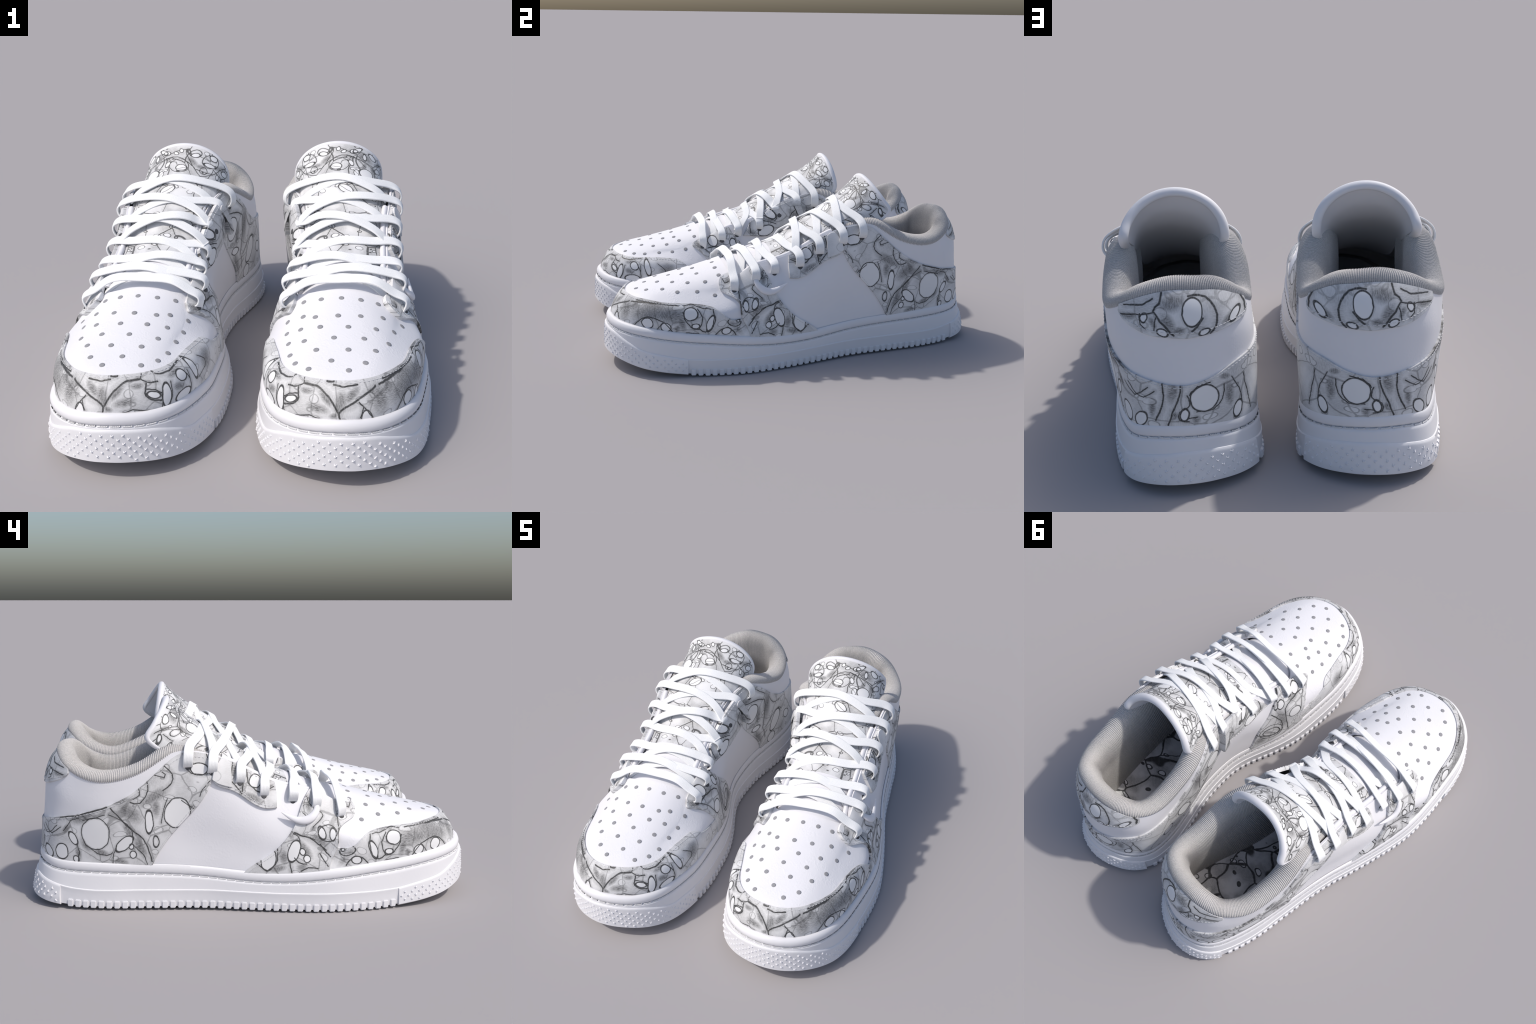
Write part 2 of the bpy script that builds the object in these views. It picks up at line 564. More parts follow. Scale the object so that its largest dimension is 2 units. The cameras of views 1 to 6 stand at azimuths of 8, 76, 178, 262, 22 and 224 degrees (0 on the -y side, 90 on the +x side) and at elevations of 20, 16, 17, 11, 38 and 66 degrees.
def overlay(name, bottom, right, top, left, h, mat, nu=90, nv=60, lift=None, parent=None, soft=.004, stitched=''):
    """leather overlay: a patch of the upper's surface raised by h, with rounded cut edges"""
    g = coons(bottom, right, top, left, nu, nv)
    # inset ring for the rounded edge
    P0 = upper(g[..., 0], g[..., 1], 0.0)
    ext = lambda a: np.concatenate([a[:1], a[:1], a[:1], a, a[-1:], a[-1:], a[-1:]], 0)
    G = ext(np.swapaxes(ext(np.swapaxes(g, 0, 1)), 0, 1))
    H = np.full(G.shape[:2], h)
    prof = [-.008, .45 * h, .85 * h]
    for k in range(3):
        for idx in ((k, slice(None)), (-1 - k, slice(None)), (slice(None), k), (slice(None), -1 - k)):
            H[idx] = np.minimum(H[idx], prof[k])
    # pull the last full-height ring slightly inwards so that the edge is round
    cen = g.mean((0, 1))
    sc = np.array([2.4, .4])
    for k, q in ((2, .25), (3, 1.0)):
        for sl in ((k, slice(None)), (-1 - k, slice(None)), (slice(None), k), (slice(None), -1 - k)):
            d = (cen - G[sl]) * sc
            d /= np.linalg.norm(d, axis=-1, keepdims=True) + 1e-9
            G[sl] = G[sl] + d / sc * (soft * q * .35)
    if lift is not None:
        L = lift(G[..., 0], G[..., 1])
        H = H + L
    V = upper(G[..., 0], G[..., 1], H)
    F = grid_faces(V.shape[0], V.shape[1])
    # orientation from the surface normal at the middle
    i, j = V.shape[0] // 2, V.shape[1] // 2
    n = np.cross(V[i + 1, j] - V[i, j], V[i, j + 1] - V[i, j])
    if np.dot(n, upper_normal(G[i, j, 0], G[i, j, 1])) < 0:
        F = F[:, ::-1]
    part(name, V, F, mat, angle=40, parent=parent)
    chunks = []
    for where in stitched.split():
        line = {'top': lambda k: g[:, -1 - k], 'bottom': lambda k: g[:, k], 'left': lambda k: g[k], 'right': lambda k: g[-1 - k]}[where]
        edge = line(0)
        deep = [np.linalg.norm(upper(line(k)[:, 0], line(k)[:, 1]) - upper(edge[:, 0], edge[:, 1]), axis=1).mean() for k in range(12)]
        a = int(np.searchsorted(deep, .011))
        q = line(min(a, 11))
        if lift is not None:
            hh = h + .0006 + lift(q[:, 0], q[:, 1])
        else:
            hh = np.full(len(q), h + .0006)
        path = upper(q[:, 0], q[:, 1], hh)
        nrm = upper_normal(q[:, 0], q[:, 1])
        d = np.r_[0, np.cumsum(np.linalg.norm(np.diff(path, axis=0), axis=1))]
        for x0 in np.arange(.008, d[-1] - .016, .0165):
            x = np.linspace(x0, x0 + .0105, 4)
            at = lambda w: np.stack([np.interp(x, d, w[:, i]) for i in range(3)], -1)
            dip = np.array([-.0012, .0004, .0004, -.0012])[:, None]
            chunks.append(frame_sweep(at(path) + at(nrm) * dip, at(nrm), circle_profile(.0013, 5)))
    if chunks:
        v, f = merge(chunks)
        part('seam_stitching', v, f, 'thread', parent=name, kind='stuff')


overlay('heel_quarter',
        [(-.154, -.04), (-.10, -.04), (0, -.04), (.07, -.04), (.141, -.04)],
        [(.140, -.04), (.1415, .01), (.157, .24), (.170, .36), (.186, .50), (.199, .66), (.206, .80), (.213, .988)],
        [(-.232, .988), (-.200, .988), (-.186, .965), (-.170, .92), (-.150, .84), (-.128, .77), (-.103, .70), (-.088, .655), (-.066, .55), (-.045, .46), (-.022, .36), (0, .315),
         (.022, .36), (.046, .47), (.060, .53), (.083, .64), (.100, .71), (.118, .78), (.140, .87), (.161, .935), (.178, .982), (.190, .988), (.213, .988)],
        [(-.152, -.04), (-.154, .01), (-.163, .15), (-.187, .37), (-.213, .59), (-.224, .80), (-.232, .988)],
        .008, 'sketch_quarter', 260, 60, stitched='top left right')
overlay('heel_tab',
        [(-.071, .955), (-.070, .90), (-.061, .82), (-.048, .76), (-.033, .715), (-.018, .69), (-.004, .675), (.008, .685), (.021, .71), (.032, .77), (.042, .84), (.051, .92), (.054, .955)],
        [(.054, .955), (.0535, 1.0)],
        [(-.0715, 1.0), (0, 1.0), (.0535, 1.0)],
        [(-.071, .955), (-.0715, 1.0)],
        .0075, 'sketch_heel_tab', 110, 34, stitched='bottom')
overlay('toe_cap',
        [(.312, -.04), (.41, -.04), (.496, -.04), (.58, -.04), (.680, -.04)],
        [(.680, -.04), (.674, .24)],
        [(.326, .25), (.332, .235), (.338, .24), (.344, .28), (.352, .36), (.358, .395), (.378, .41), (.393, .42), (.411, .44), (.430, .47), (.453, .49), (.475, .51), (.495, .522), (.516, .512),
         (.547, .49), (.577, .465), (.598, .46), (.618, .455), (.629, .44), (.634, .40), (.638, .33), (.646, .29), (.660, .27), (.674, .25)],
        [(.312, -.04), (.319, .10), (.326, .25)],
        .0065, 'sketch_toe', 240, 44, stitched='top')
front_lift = lambda s, t: .008 * smooth(.62, .98, t)
overlay('front_quarter',
        [(.232, -.04), (.27, -.04), (.316, -.04)],
        [(.316, -.04), (.316, .0), (.322, .16), (.327, .28), (.329, .47), (.333, .55), (.340, .63), (.354, .78), (.366, .86), (.374, .93)],
        [(.306, .988), (.330, .99), (.350, .992), (.366, .985), (.374, .93)],
        [(.229, -.04), (.232, .0), (.245, .10), (.266, .27), (.279, .43), (.287, .56), (.295, .76), (.300, .88), (.306, .988)],
        .013, 'sketch_front', 90, 90, lift=front_lift, stitched='left right')
overlay('front_quarter',
        [(.676, -.04), (.71, -.04), (.753, -.04)],
        [(.756, -.04), (.753, .0), (.745, .10), (.728, .36), (.709, .57), (.694, .76), (.682, .90), (.677, .99)],
        [(.622, .92), (.630, .985), (.650, .992), (.677, .99)],
        [(.676, -.04), (.675, .0), (.672, .16), (.663, .36), (.657, .50), (.652, .60), (.642, .74), (.630, .86), (.622, .92)],
        .011, 'sketch_front', 90, 90, lift=lambda s, t: .6 * front_lift(s, t), stitched='left right')
stay_lift = lambda s, t: .004 * smooth(.70, .95, t)
medial_lift = lambda s, t: (.002 + .026 * smooth(.715, .765, s)) * smooth(.55, .92, t)
overlay('eyestay',
        [(.205, .78), (.209, .75), (.222, .745), (.233, .73), (.245, .695), (.257, .685), (.269, .72)],
        [(.269, .72), (.2695, .85), (.268, .985)],
        [(.213, .985), (.24, .988), (.268, .985)],
        [(.205, .78), (.207, .86), (.213, .985)],
        .012, 'sketch_stay', 80, 50, lift=stay_lift, stitched='bottom top')
overlay('eyestay',
        [(.702, .80), (.715, .75), (.728, .69), (.748, .635), (.765, .61), (.785, .60)],
        [(.785, .60), (.779, .75), (.768, .985)],
        [(.711, .985), (.74, .99), (.768, .985)],
        [(.702, .80), (.706, .88), (.711, .985)],
        .012, 'sketch_stay', 80, 50, lift=medial_lift, stitched='bottom top')
# tab of the heel quarter folded over the end of the medial eyestay
overlay('eyestay_tab',
        [(.7785, .70), (.786, .655), (.793, .66)],
        [(.793, .66), (.786, .80), (.778, .93)],
        [(.768, .93), (.773, .945), (.778, .93)],
        [(.7785, .70), (.774, .82), (.768, .93)],
        .044, 'sketch_stay', 24, 40)
overlay('eyestay_tab',
        [(.2045, .785), (.210, .765), (.2235, .765)],
        [(.2235, .765), (.2235, .88), (.222, .97)],
        [(.2125, .97), (.217, .985), (.222, .97)],
        [(.2045, .785), (.207, .88), (.2125, .97)],
        .018, 'sketch_plain', 30, 40, lift=stay_lift)

# crescent on the lateral front quarter
cs = polyline([(.3125, .83), (.3118, .76), (.309, .68), (.303, .615), (.2965, .595), (.288, .605), (.280, .635), (.2725, .672)], 44)
hh = np.interp(np.linspace(0, 1, 44), [0, .2, .7, 1], [.018, .019, .020, .026])
P = upper(cs[:, 0], cs[:, 1], hh)
r = np.interp(np.linspace(0, 1, 44), [0, .12, .45, .6, .85, 1], [.008, .013, .0185, .0185, .010, .002])
prof = np.stack([circle_profile(a, 14, a * .62) for a in r])
part('crescent', *frame_sweep(P, upper_normal(cs[:, 0], cs[:, 1]), prof), 'leather')

# ------------------------------------------------------------------ perforations on the vamp: grey discs laid on, nothing cut
HOLES = [(.256, -.422), (.325, -.438), (.403, -.438), (.477, -.437), (.543, -.429), (.197, -.483), (.260, -.512), (.308, -.536), (.394, -.540), (.478, -.531), (.561, -.501),
         (.634, -.465), (.201, -.560), (.256, -.585), (.330, -.599), (.434, -.601), (.536, -.586), (.602, -.548), (.214, -.635), (.275, -.662), (.384, -.663), (.493, -.657),
         (.582, -.644), (.227, -.717), (.323, -.725), (.438, -.727), (.535, -.713), (.251, -.776), (.380, -.786), (.302, -.822), (.443, -.834), (.500, -.789)]
_toe = UPPER[int(.30 * GS):int(.69 * GS), int(.42 * GT):].reshape(-1, 3)
_toen = UPPER_N[int(.30 * GS):int(.69 * GS), int(.42 * GT):].reshape(-1, 3)
PERFORATION_DISCS = []
for x, y in HOLES:
    i = ((_toe[:, :2] - [x, y])**2).sum(1).argmin()
    PERFORATION_DISCS.append((_toe[i] * [0, 0, 1] + [x, y, 0], _toen[i]))

# ------------------------------------------------------------------ padded collar and lining
NC = 2000
sc_ = np.linspace(-.238, .222, NC)
T1 = upper(sc_, np.ones(NC))
cn = sole_normal(sc_)
# smooth the direction of the opening edge for the roll
tg = np.gradient(T1, axis=0)
en = np.cross(tg, [0, 0, 1.0])
en /= np.linalg.norm(en, axis=1, keepdims=True)
en *= np.sign((en * cn).sum(1, keepdims=True))
k = np.hanning(121)
k /= k.sum()
en = np.stack([np.convolve(np.r_[np.repeat(en[:1, i], 60), en[:, i], np.repeat(en[-1:, i], 60)], k, 'valid') for i in range(3)], -1)
en /= np.linalg.norm(en, axis=1, keepdims=True)
full = np.minimum(smooth(-.232, -.176, sc_), 1 - smooth(.150, .208, sc_))      # 1 where the roll is full
size = .42 + .58 * full
insole_z = .192
heel_thin = 1 - .20 * (1 - smooth(.03, .11, np.abs(sc_ + .005)))
SECTION = [(.008, -.020), (.000, -.008), (-.004, .005), (.001, .019), (.014, .031), (.034, .038), (.056, .037), (.077, .026), (.093, .004), (.102, -.028), (.107, -.07), (.108, -.12)]
foot = rim_curve(sc_) - cn * (.088 * (.55 + .45 * heel_thin))[:, None]
foot[:, 2] = insole_z
rows = []
ribs = np.sin(np.linspace(0, 2 * np.pi * 236, NC))
rowd = []
for d, z in SECTION:
    p = T1 - en * (d * size * heel_thin)[:, None]
    p[:, 2] = T1[:, 2] + z * np.where(z > 0, size, 1) - (1 - full) * .020
    p = p - en * (.022 * (1 - full))[:, None]
    rows.append(p)
last = rows[-1]
for f in (.2, .45, .72, 1.0):
    p = last + (foot - last) * f
    bulge = np.sin(np.pi * f) * .006 * (heel_thin - .8) / .2
    rows.append(p - en * bulge[:, None])
C = np.stack(Spline(np.arange(len(rows)), np.stack(rows))(np.linspace(0, len(rows) - 1, 64)), 0)
C = np.swapaxes(C, 0, 1)
du, dv = np.gradient(C, axis=0), np.gradient(C, axis=1)
N = np.cross(du, dv)
N /= np.linalg.norm(N, axis=-1, keepdims=True) + 1e-12
if (N[NC // 2, 20] * [0, 0, 1]).sum() < 0:
    N = -N
C = C + N * (.0017 * ribs)[:, None, None]
F = grid_faces(NC, 64)
i, j = NC // 2, 20
nn = np.cross(C[i + 1, j] - C[i, j], C[i, j + 1] - C[i, j])
part('collar_lining', C, F if nn[2] > 0 else F[:, ::-1], 'knit')

# insole
m = 90
ya = np.linspace(.86, -.36, m)
sl = np.linspace(0, .34, 400)
lat = rim_curve(sl) - sole_normal(sl) * .082
sm = np.linspace(1, .655, 400)
med = rim_curve(sm) - sole_normal(sm) * .082
xl, xm = np.interp(ya, lat[::-1, 1], lat[::-1, 0]), np.interp(ya, med[::-1, 1], med[::-1, 0])
u = np.linspace(0, 1, 24)
V = np.stack([xm[:, None] + (xl - xm)[:, None] * u, np.repeat(ya[:, None], 24, 1), insole_z + .012 * (2 * u - 1)[None]**2 + 0 * ya[:, None]], -1)
F = grid_faces(m, 24)
part('insole', V, F if np.cross(V[1, 0] - V[0, 0], V[0, 1] - V[0, 0])[2] > 0 else F[:, ::-1], 'sketch_insole')

# ------------------------------------------------------------------ tongue
NV, NU = 90, 61
#        y of the spine, z, half width, drop of the sides, backward sweep of the sides, x of the spine
TONGUE = [(-.42, .478, .165, .080, .03, .402), (-.34, .500, .172, .088, .01, .400), (-.20, .545, .180, .100, .0, .398), (-.02, .628, .186, .115, .0, .393), (.10, .703, .188, .120, .0, .388),
          (.164, .745, .190, .130, .005, .385), (.27, .818, .194, .150, .035, .372), (.335, .872, .198, .165, .075, .362), (.368, .906, .201, .170, .100, .357)]
TT_ = Spline(np.r_[0, np.cumsum(np.linalg.norm(np.diff(np.array(TONGUE)[:, :2], axis=0), axis=1))], np.array(TONGUE))
kv = np.linspace(0, TT_.k[-1], NV)
tt = TT_(kv)
phi = np.linspace(-1, 1, NU) * np.pi / 2 * 1.12
TON = np.zeros((NV, NU, 3))
for a in range(NV):
    y, z, w, drop, back, xc = tt[a]
    c = 1 - np.cos(phi)
    TON[a, :, 0] = xc + w * np.sin(phi) * (1 + .0 * c)
    TON[a, :, 1] = y + back * np.where(phi < 0, .40, 1.12) * (c - 4.2 * np.maximum(c - .80, 0)**2)
    TON[a, :, 2] = z - drop * c
du, dv = np.gradient(TON, axis=0), np.gradient(TON, axis=1)
TN = np.cross(du, dv)
TN /= np.linalg.norm(TN, axis=-1, keepdims=True)
if TN[NV // 2, NU // 2, 2] < 0:
    TN = -TN
F = grid_faces(NV, NU)
n0 = np.cross(TON[41, 30] - TON[40, 30], TON[40, 31] - TON[40, 30])
FT = F if n0[2] > 0 else F[:, ::-1]
split = int(np.searchsorted(tt[:, 0], -.15))               # the drawing starts above the white base of the tongue
lower = FT[:, 0] // NU < split
part('tongue', TON, FT[~lower], 'sketch_tongue')
part('tongue_base', TON, FT[lower], 'leather', parent='tongue')
vv, uu = np.linspace(0, 1, NV)[:, None], np.linspace(-1, 1, NU)[None]
thick = .033 + .018 * (1 - uu**2) * (1 - smooth(.78, 1.0, vv)) + .010 * (1 - smooth(.9, 1.0, vv))
back = TON - TN * thick[..., None]
part('tongue_lining', back, F[:, ::-1] if n0[2] > 0 else F, 'leather_smooth', parent='tongue')
# rolled white binding along the free edge
i0 = int(NV * .80)
edge = np.concatenate([TON[i0:, 0], TON[-1, 1:-1], TON[i0:, -1][::-1]])
eb = np.concatenate([back[i0:, 0], back[-1, 1:-1], back[i0:, -1][::-1]])
path = through(((edge + eb) / 2)[::4], 150)
en2 = through((edge - eb)[::4], 150)
part('tongue_binding', *frame_sweep(path, en2, circle_profile(.0150, 16, .0185)), 'leather_smooth', parent='tongue')

# rolled inner edge of the throat, seen between the laces
for s0, s1 in ((.215, .330), (.640, .772)):
    s = np.linspace(s0, s1, 90)
    P = upper(s, np.ones(90), 0.0)
    n = upper_normal(s, np.ones(90))
    inward = np.where((s < .5)[:, None], [[-1., 0, 0]], [[1., 0, 0]])
    P = P + inward * .014 - n * .006
    part('throat_edge', *frame_sweep(P, n, circle_profile(.012, 12)), 'leather')

# ------------------------------------------------------------------ laces
E_LAT = [(.183, .88), (.205, .86), (.232, .85), (.256, .82), (.287, .85), (.312, .80), (.332, .71)]
E_MED = [(.802, .87), (.774, .90), (.746, .93), (.725, .82), (.692, .86), (.668, .83), (.652, .73)]
RIDGE = [(.212, .790), (.112, .728), (.000, .677), (-.090, .598), (-.195, .568), (-.285, .549), (-.362, .534)]
laceW, laceT = .043, .0085


def lace_path(a, b, k, lateral, over):
    """from the eyelet k on one side, over the throat, under the other side"""
    sgn = 1 if lateral else -1
    yc, zc = RIDGE[k]
    zc -= 0.0 if over else .011

    def climb(q):
        """eyelet, bend over the eyestay, run-up to the middle"""
        side = 1 if q[0] < .5 else -1
        e, ein, n = upper(q[0], q[1], .020), upper(q[0], q[1] - .015, .002), upper_normal(*q)
        top = upper(q[0], .985, 0.0)
        zs = min(top[2] + .014, zc - .022)
        if k == 0:
            zs = top[2] + .030
        sh = np.array([.39 + (e[0] - .39) * .86, e[1] * .86 + yc * .14, zs])
        up = np.array([e[0] + n[0] * .007, e[1] * .97 + yc * .03, e[2] + (zs - e[2]) * .55])
        cq = np.array([.39 + (e[0] - .39) * .60, e[1] * .48 + yc * .52, zc - (.030 if k == 0 else .014)])
        return [ein, e, up, sh, cq], [n, n, n * .9 + [0, 0, .35], [side * .55, -.4, .75], [side * .25, -.45, .88]]

    p0, n0 = climb(a)
    c, nc = [np.array([.388, yc, zc])], [[0, -.5, .87]]
    if k == 6:
        p1, n1 = climb(b)
        pts, nrm = p0 + c + p1[::-1], n0 + nc + n1[::-1]
    else:
        oy = upper(b[0], .985, 0.0)[1] - .012
        pts = p0 + c + [np.array([.388 - sgn * .105, yc - .016, zc - .036]), np.array([.388 - sgn * .150, yc * .6 + oy * .4 - .012, zc - .062]), np.array([.388 - sgn * .192, oy, zc - .105])]
        nrm = n0 + nc + [[-sgn * .3, -.45, .85], [-sgn * .55, -.4, .75], [-sgn * .65, -.35, .65]]
    pts, nrm = np.array(pts, float), np.array(nrm, float)
    d = np.r_[0, np.cumsum(np.linalg.norm(np.diff(pts, axis=0), axis=1))]
    x = np.linspace(0, d[-1], 84)
    return Spline(d, pts)(x), np.stack([np.interp(x, d, nrm[:, i]) for i in range(3)], -1)


EYELET_DISCS = []
for k in range(7):
    side = [True, False] if k < 6 else [True]
    for lateral in side:
        a = (E_LAT if lateral else E_MED)[k]
        b = (E_MED if lateral else E_LAT)[min(k + 1, 6)]
        over = k == 6 or (k % 2 == 0) == (not lateral)
        p, n = lace_path(a, b, k, lateral, over)
        prof = ribbon_profile(laceW, laceT)
        part('lace', *frame_sweep(p, n, prof), 'lace')
def stay_height(s, t, k, medial):
    """height of whatever overlay carries the eyelet"""
    if k < 2:
        return .008
    if k in (2, 3):
        return .012 + medial_lift(s, t) if medial else .012 + stay_lift(s, t)
    if k == 4:
        return 0.0
    return .013 + front_lift(s, t)


for medial, row in ((False, E_LAT), (True, E_MED)):
    for k, (s, t) in enumerate(row):
        if medial and k == 2:
            s, t = .751, .87
        t = t - .016
        EYELET_DISCS.append((upper(s, t, float(stay_height(s, t, k, medial)) + .0012), upper_normal(s, t)))

# ------------------------------------------------------------------ materials
def new_mat(name):
    m = bpy.data.materials.new(name)
    m.use_nodes = True
    nt = m.node_tree
    nt.nodes.clear()
    out = nt.nodes.new('ShaderNodeOutputMaterial')
    b = nt.nodes.new('ShaderNodeBsdfPrincipled')
    nt.links.new(b.outputs[0], out.inputs[0])
    return m, nt, b


class Net:
    """small helper to write node expressions"""

    def __init__(self, nt):
        self.nt = nt

    def node(self, kind, **props):
        n = self.nt.nodes.new(kind)
        for k, v in props.items():
            setattr(n, k, v)
        return n

    def put(self, sock, val):
        if isinstance(val, bpy.types.NodeSocket):
            self.nt.links.new(val, sock)
        else:
            sock.default_value = val

    def math(self, op, a, b=0.0, c=0.0, clamp=False):
        n = self.node('ShaderNodeMath', operation=op, use_clamp=clamp)
        self.put(n.inputs[0], a)
        self.put(n.inputs[1], b)
        self.put(n.inputs[2], c)
        return n.outputs[0]

    def ramp(self, x, a, b, lo=0.0, hi=1.0):
        n = self.node('ShaderNodeMapRange', interpolation_type='SMOOTHSTEP')
        self.put(n.inputs[0], x)
        n.inputs[1].default_value, n.inputs[2].default_value = a, b
        n.inputs[3].default_value, n.inputs[4].default_value = lo, hi
        return n.outputs[0]

    def combine(self, x, y, z=0.0):
        n = self.node('ShaderNodeCombineXYZ')
        for s, v in zip(n.inputs, (x, y, z)):
            self.put(s, v)
        return n.outputs[0]

    def mapping(self, v, loc=(0, 0, 0), rot=(0, 0, 0), scale=(1, 1, 1), kind='POINT'):
        n = self.node('ShaderNodeMapping', vector_type=kind)
        self.put(n.inputs['Vector'], v)
        n.inputs['Location'].default_value = loc
        n.inputs['Rotation'].default_value = rot
        n.inputs['Scale'].default_value = scale
        return n.outputs[0]

    def noise(self, v, scale, detail=2.0, rough=.5, dist=0.0, color=False):
        n = self.node('ShaderNodeTexNoise')
        self.put(n.inputs['Vector'], v)
        n.inputs['Scale'].default_value = scale
        n.inputs['Detail'].default_value = detail
        n.inputs['Roughness'].default_value = rough
        n.inputs['Distortion'].default_value = dist
        return n.outputs['Color' if color else 'Fac']

    def voronoi(self, v, scale, feature='F1', out='Distance', rnd=1.0):
        n = self.node('ShaderNodeTexVoronoi', feature=feature)
        self.put(n.inputs['Vector'], v)
        n.inputs['Scale'].default_value = scale
        n.inputs['Randomness'].default_value = rnd
        return n.outputs[out]

    def vec(self, op, a, b=(0, 0, 0), scale=None, out=0):
        n = self.node('ShaderNodeVectorMath', operation=op)
        self.put(n.inputs[0], a)
        if op == 'SCALE':
            self.put(n.inputs['Scale'], scale)
        else:
            self.put(n.inputs[1], b)
        return n.outputs[out]

    def mix(self, f, a, b):
        n = self.node('ShaderNodeMix', data_type='RGBA')
        self.put(n.inputs[0], f)
        self.put(n.inputs[6], a)
        self.put(n.inputs[7], b)
        return n.outputs[2]

    def bump(self, h, strength, dist):
        n = self.node('ShaderNodeBump')
        n.inputs['Strength'].default_value = strength
        n.inputs['Distance'].default_value = dist
        self.put(n.inputs['Height'], h)
        return n.outputs[0]

    def coords(self):
        """object coordinates of the described shoe: x is mirrored on the other one"""
        tc = self.node('ShaderNodeTexCoord').outputs['Object']
        at = self.node('ShaderNodeAttribute', attribute_type='OBJECT', attribute_name='["side"]')
        sep = self.node('ShaderNodeSeparateXYZ')
        self.put(sep.inputs[0], tc)
        x = self.math('MULTIPLY', sep.outputs[0], at.outputs['Fac'])
        return x, sep.outputs[1], sep.outputs[2]


WHITE = (.765, .76, .79, 1)
MATS = {}


def leather(name, color, bump=.20, rough=.48):
    m, nt, b = new_mat(name)
    N = Net(nt)
    x, y, z = N.coords()
    v = N.combine(x, y, z)
    cells = N.voronoi(N.vec('ADD', v, N.vec('SCALE', N.noise(v, 60, 2, color=True), scale=.006)), 130, 'SMOOTH_F1')
    big = N.noise(v, 14, 3)
    h = N.math('ADD', N.math('MULTIPLY', cells, N.ramp(big, .35, .7)), N.math('MULTIPLY', N.noise(v, 420, 2), .25))
    nt.links.new(N.bump(h, bump, .0022), b.inputs['Normal'])
    nt.links.new(N.mix(N.math('MULTIPLY', N.noise(v, 7, 3), .10), color, tuple(c * .92 for c in color[:3]) + (1,)), b.inputs['Base Color'])
    b.inputs['Roughness'].default_value = rough
    b.inputs['Specular IOR Level'].default_value = .35
    MATS[name] = m


leather('leather', WHITE)
leather('leather_smooth', WHITE, .08, .55)
leather('leather_grain', WHITE, .45, .5)


def rubber():
    m, nt, b = new_mat('rubber')
    N = Net(nt)
    x, y, z = N.coords()
    v = N.combine(x, y, z)
    nt.links.new(N.bump(N.noise(v, 90, 3), .12, .002), b.inputs['Normal'])
    b.inputs['Base Color'].default_value = (.75, .745, .77, 1)
    b.inputs['Roughness'].default_value = .5
    b.inputs['Specular IOR Level'].default_value = .35
    MATS['rubber'] = m


def thread():
    m, nt, b = new_mat('thread')
    b.inputs['Base Color'].default_value = (.66, .66, .67, 1)
    b.inputs['Roughness'].default_value = .75
    MATS['thread'] = m


def lace():
    m, nt, b = new_mat('lace')
    N = Net(nt)
    x, y, z = N.coords()
    v = N.combine(x, y, z)
    w = N.noise(N.mapping(v, scale=(1, 3, 3)), 150, 2)
    fine = N.noise(v, 500, 2)
    nt.links.new(N.bump(N.math('ADD', w, N.math('MULTIPLY', fine, .5)), .30, .002), b.inputs['Normal'])
    nt.links.new(N.mix(N.ramp(w, .35, .65), (.79, .80, .81, 1), (.84, .845, .855, 1)), b.inputs['Base Color'])
    b.inputs['Roughness'].default_value = .8
    b.inputs['Specular IOR Level'].default_value = .2
    MATS['lace'] = m


def knit():
    m, nt, b = new_mat('knit')
    N = Net(nt)
    x, y, z = N.coords()
    v = N.combine(x, y, z)
    n1 = N.noise(v, 260, 2)
    n2 = N.noise(N.mapping(v, scale=(1, 1, 2.5)), 120, 2)
    nt.links.new(N.bump(N.math('ADD', n1, n2), .5, .002), b.inputs['Normal'])
    nt.links.new(N.mix(N.ramp(N.math('ADD', N.math('MULTIPLY', n1, .5), N.math('MULTIPLY', n2, .5)), .35, .65), (.435, .424, .418, 1), (.535, .521, .513, 1)), b.inputs['Base Color'])
    b.inputs['Roughness'].default_value = .9
    b.inputs['Specular IOR Level'].default_value = .1
    MATS['knit'] = m


def plain(name, col, rough):
    m, nt, b = new_mat(name)
    b.inputs['Base Color'].default_value = col
    b.inputs['Roughness'].default_value = rough
    b.inputs['Specular IOR Level'].default_value = .2
    MATS[name] = m


rubber()
thread()
lace()
knit()
plain('disc_grey', (.29, .29, .305, 1), .8)
plain('disc_dark', (.09, .09, .095, 1), .8)

# ------------------------------------------------------------------ pencil drawing on the overlays
# Each overlay carries a pencil drawing of outlined ovals, bent strokes and smudged shading.
# Positions are metres on the panel: along the outline (u) and up (v).
class Drawing:
    def __init__(self, ovals, strokes, smudges):
        self.ovals = ovals          # u, v, half length, half width, angle, 1 if left white inside
        self.strokes = strokes      # from u, v to u, v, half width
        self.smudges = smudges      # u, v, half length, half width, angle


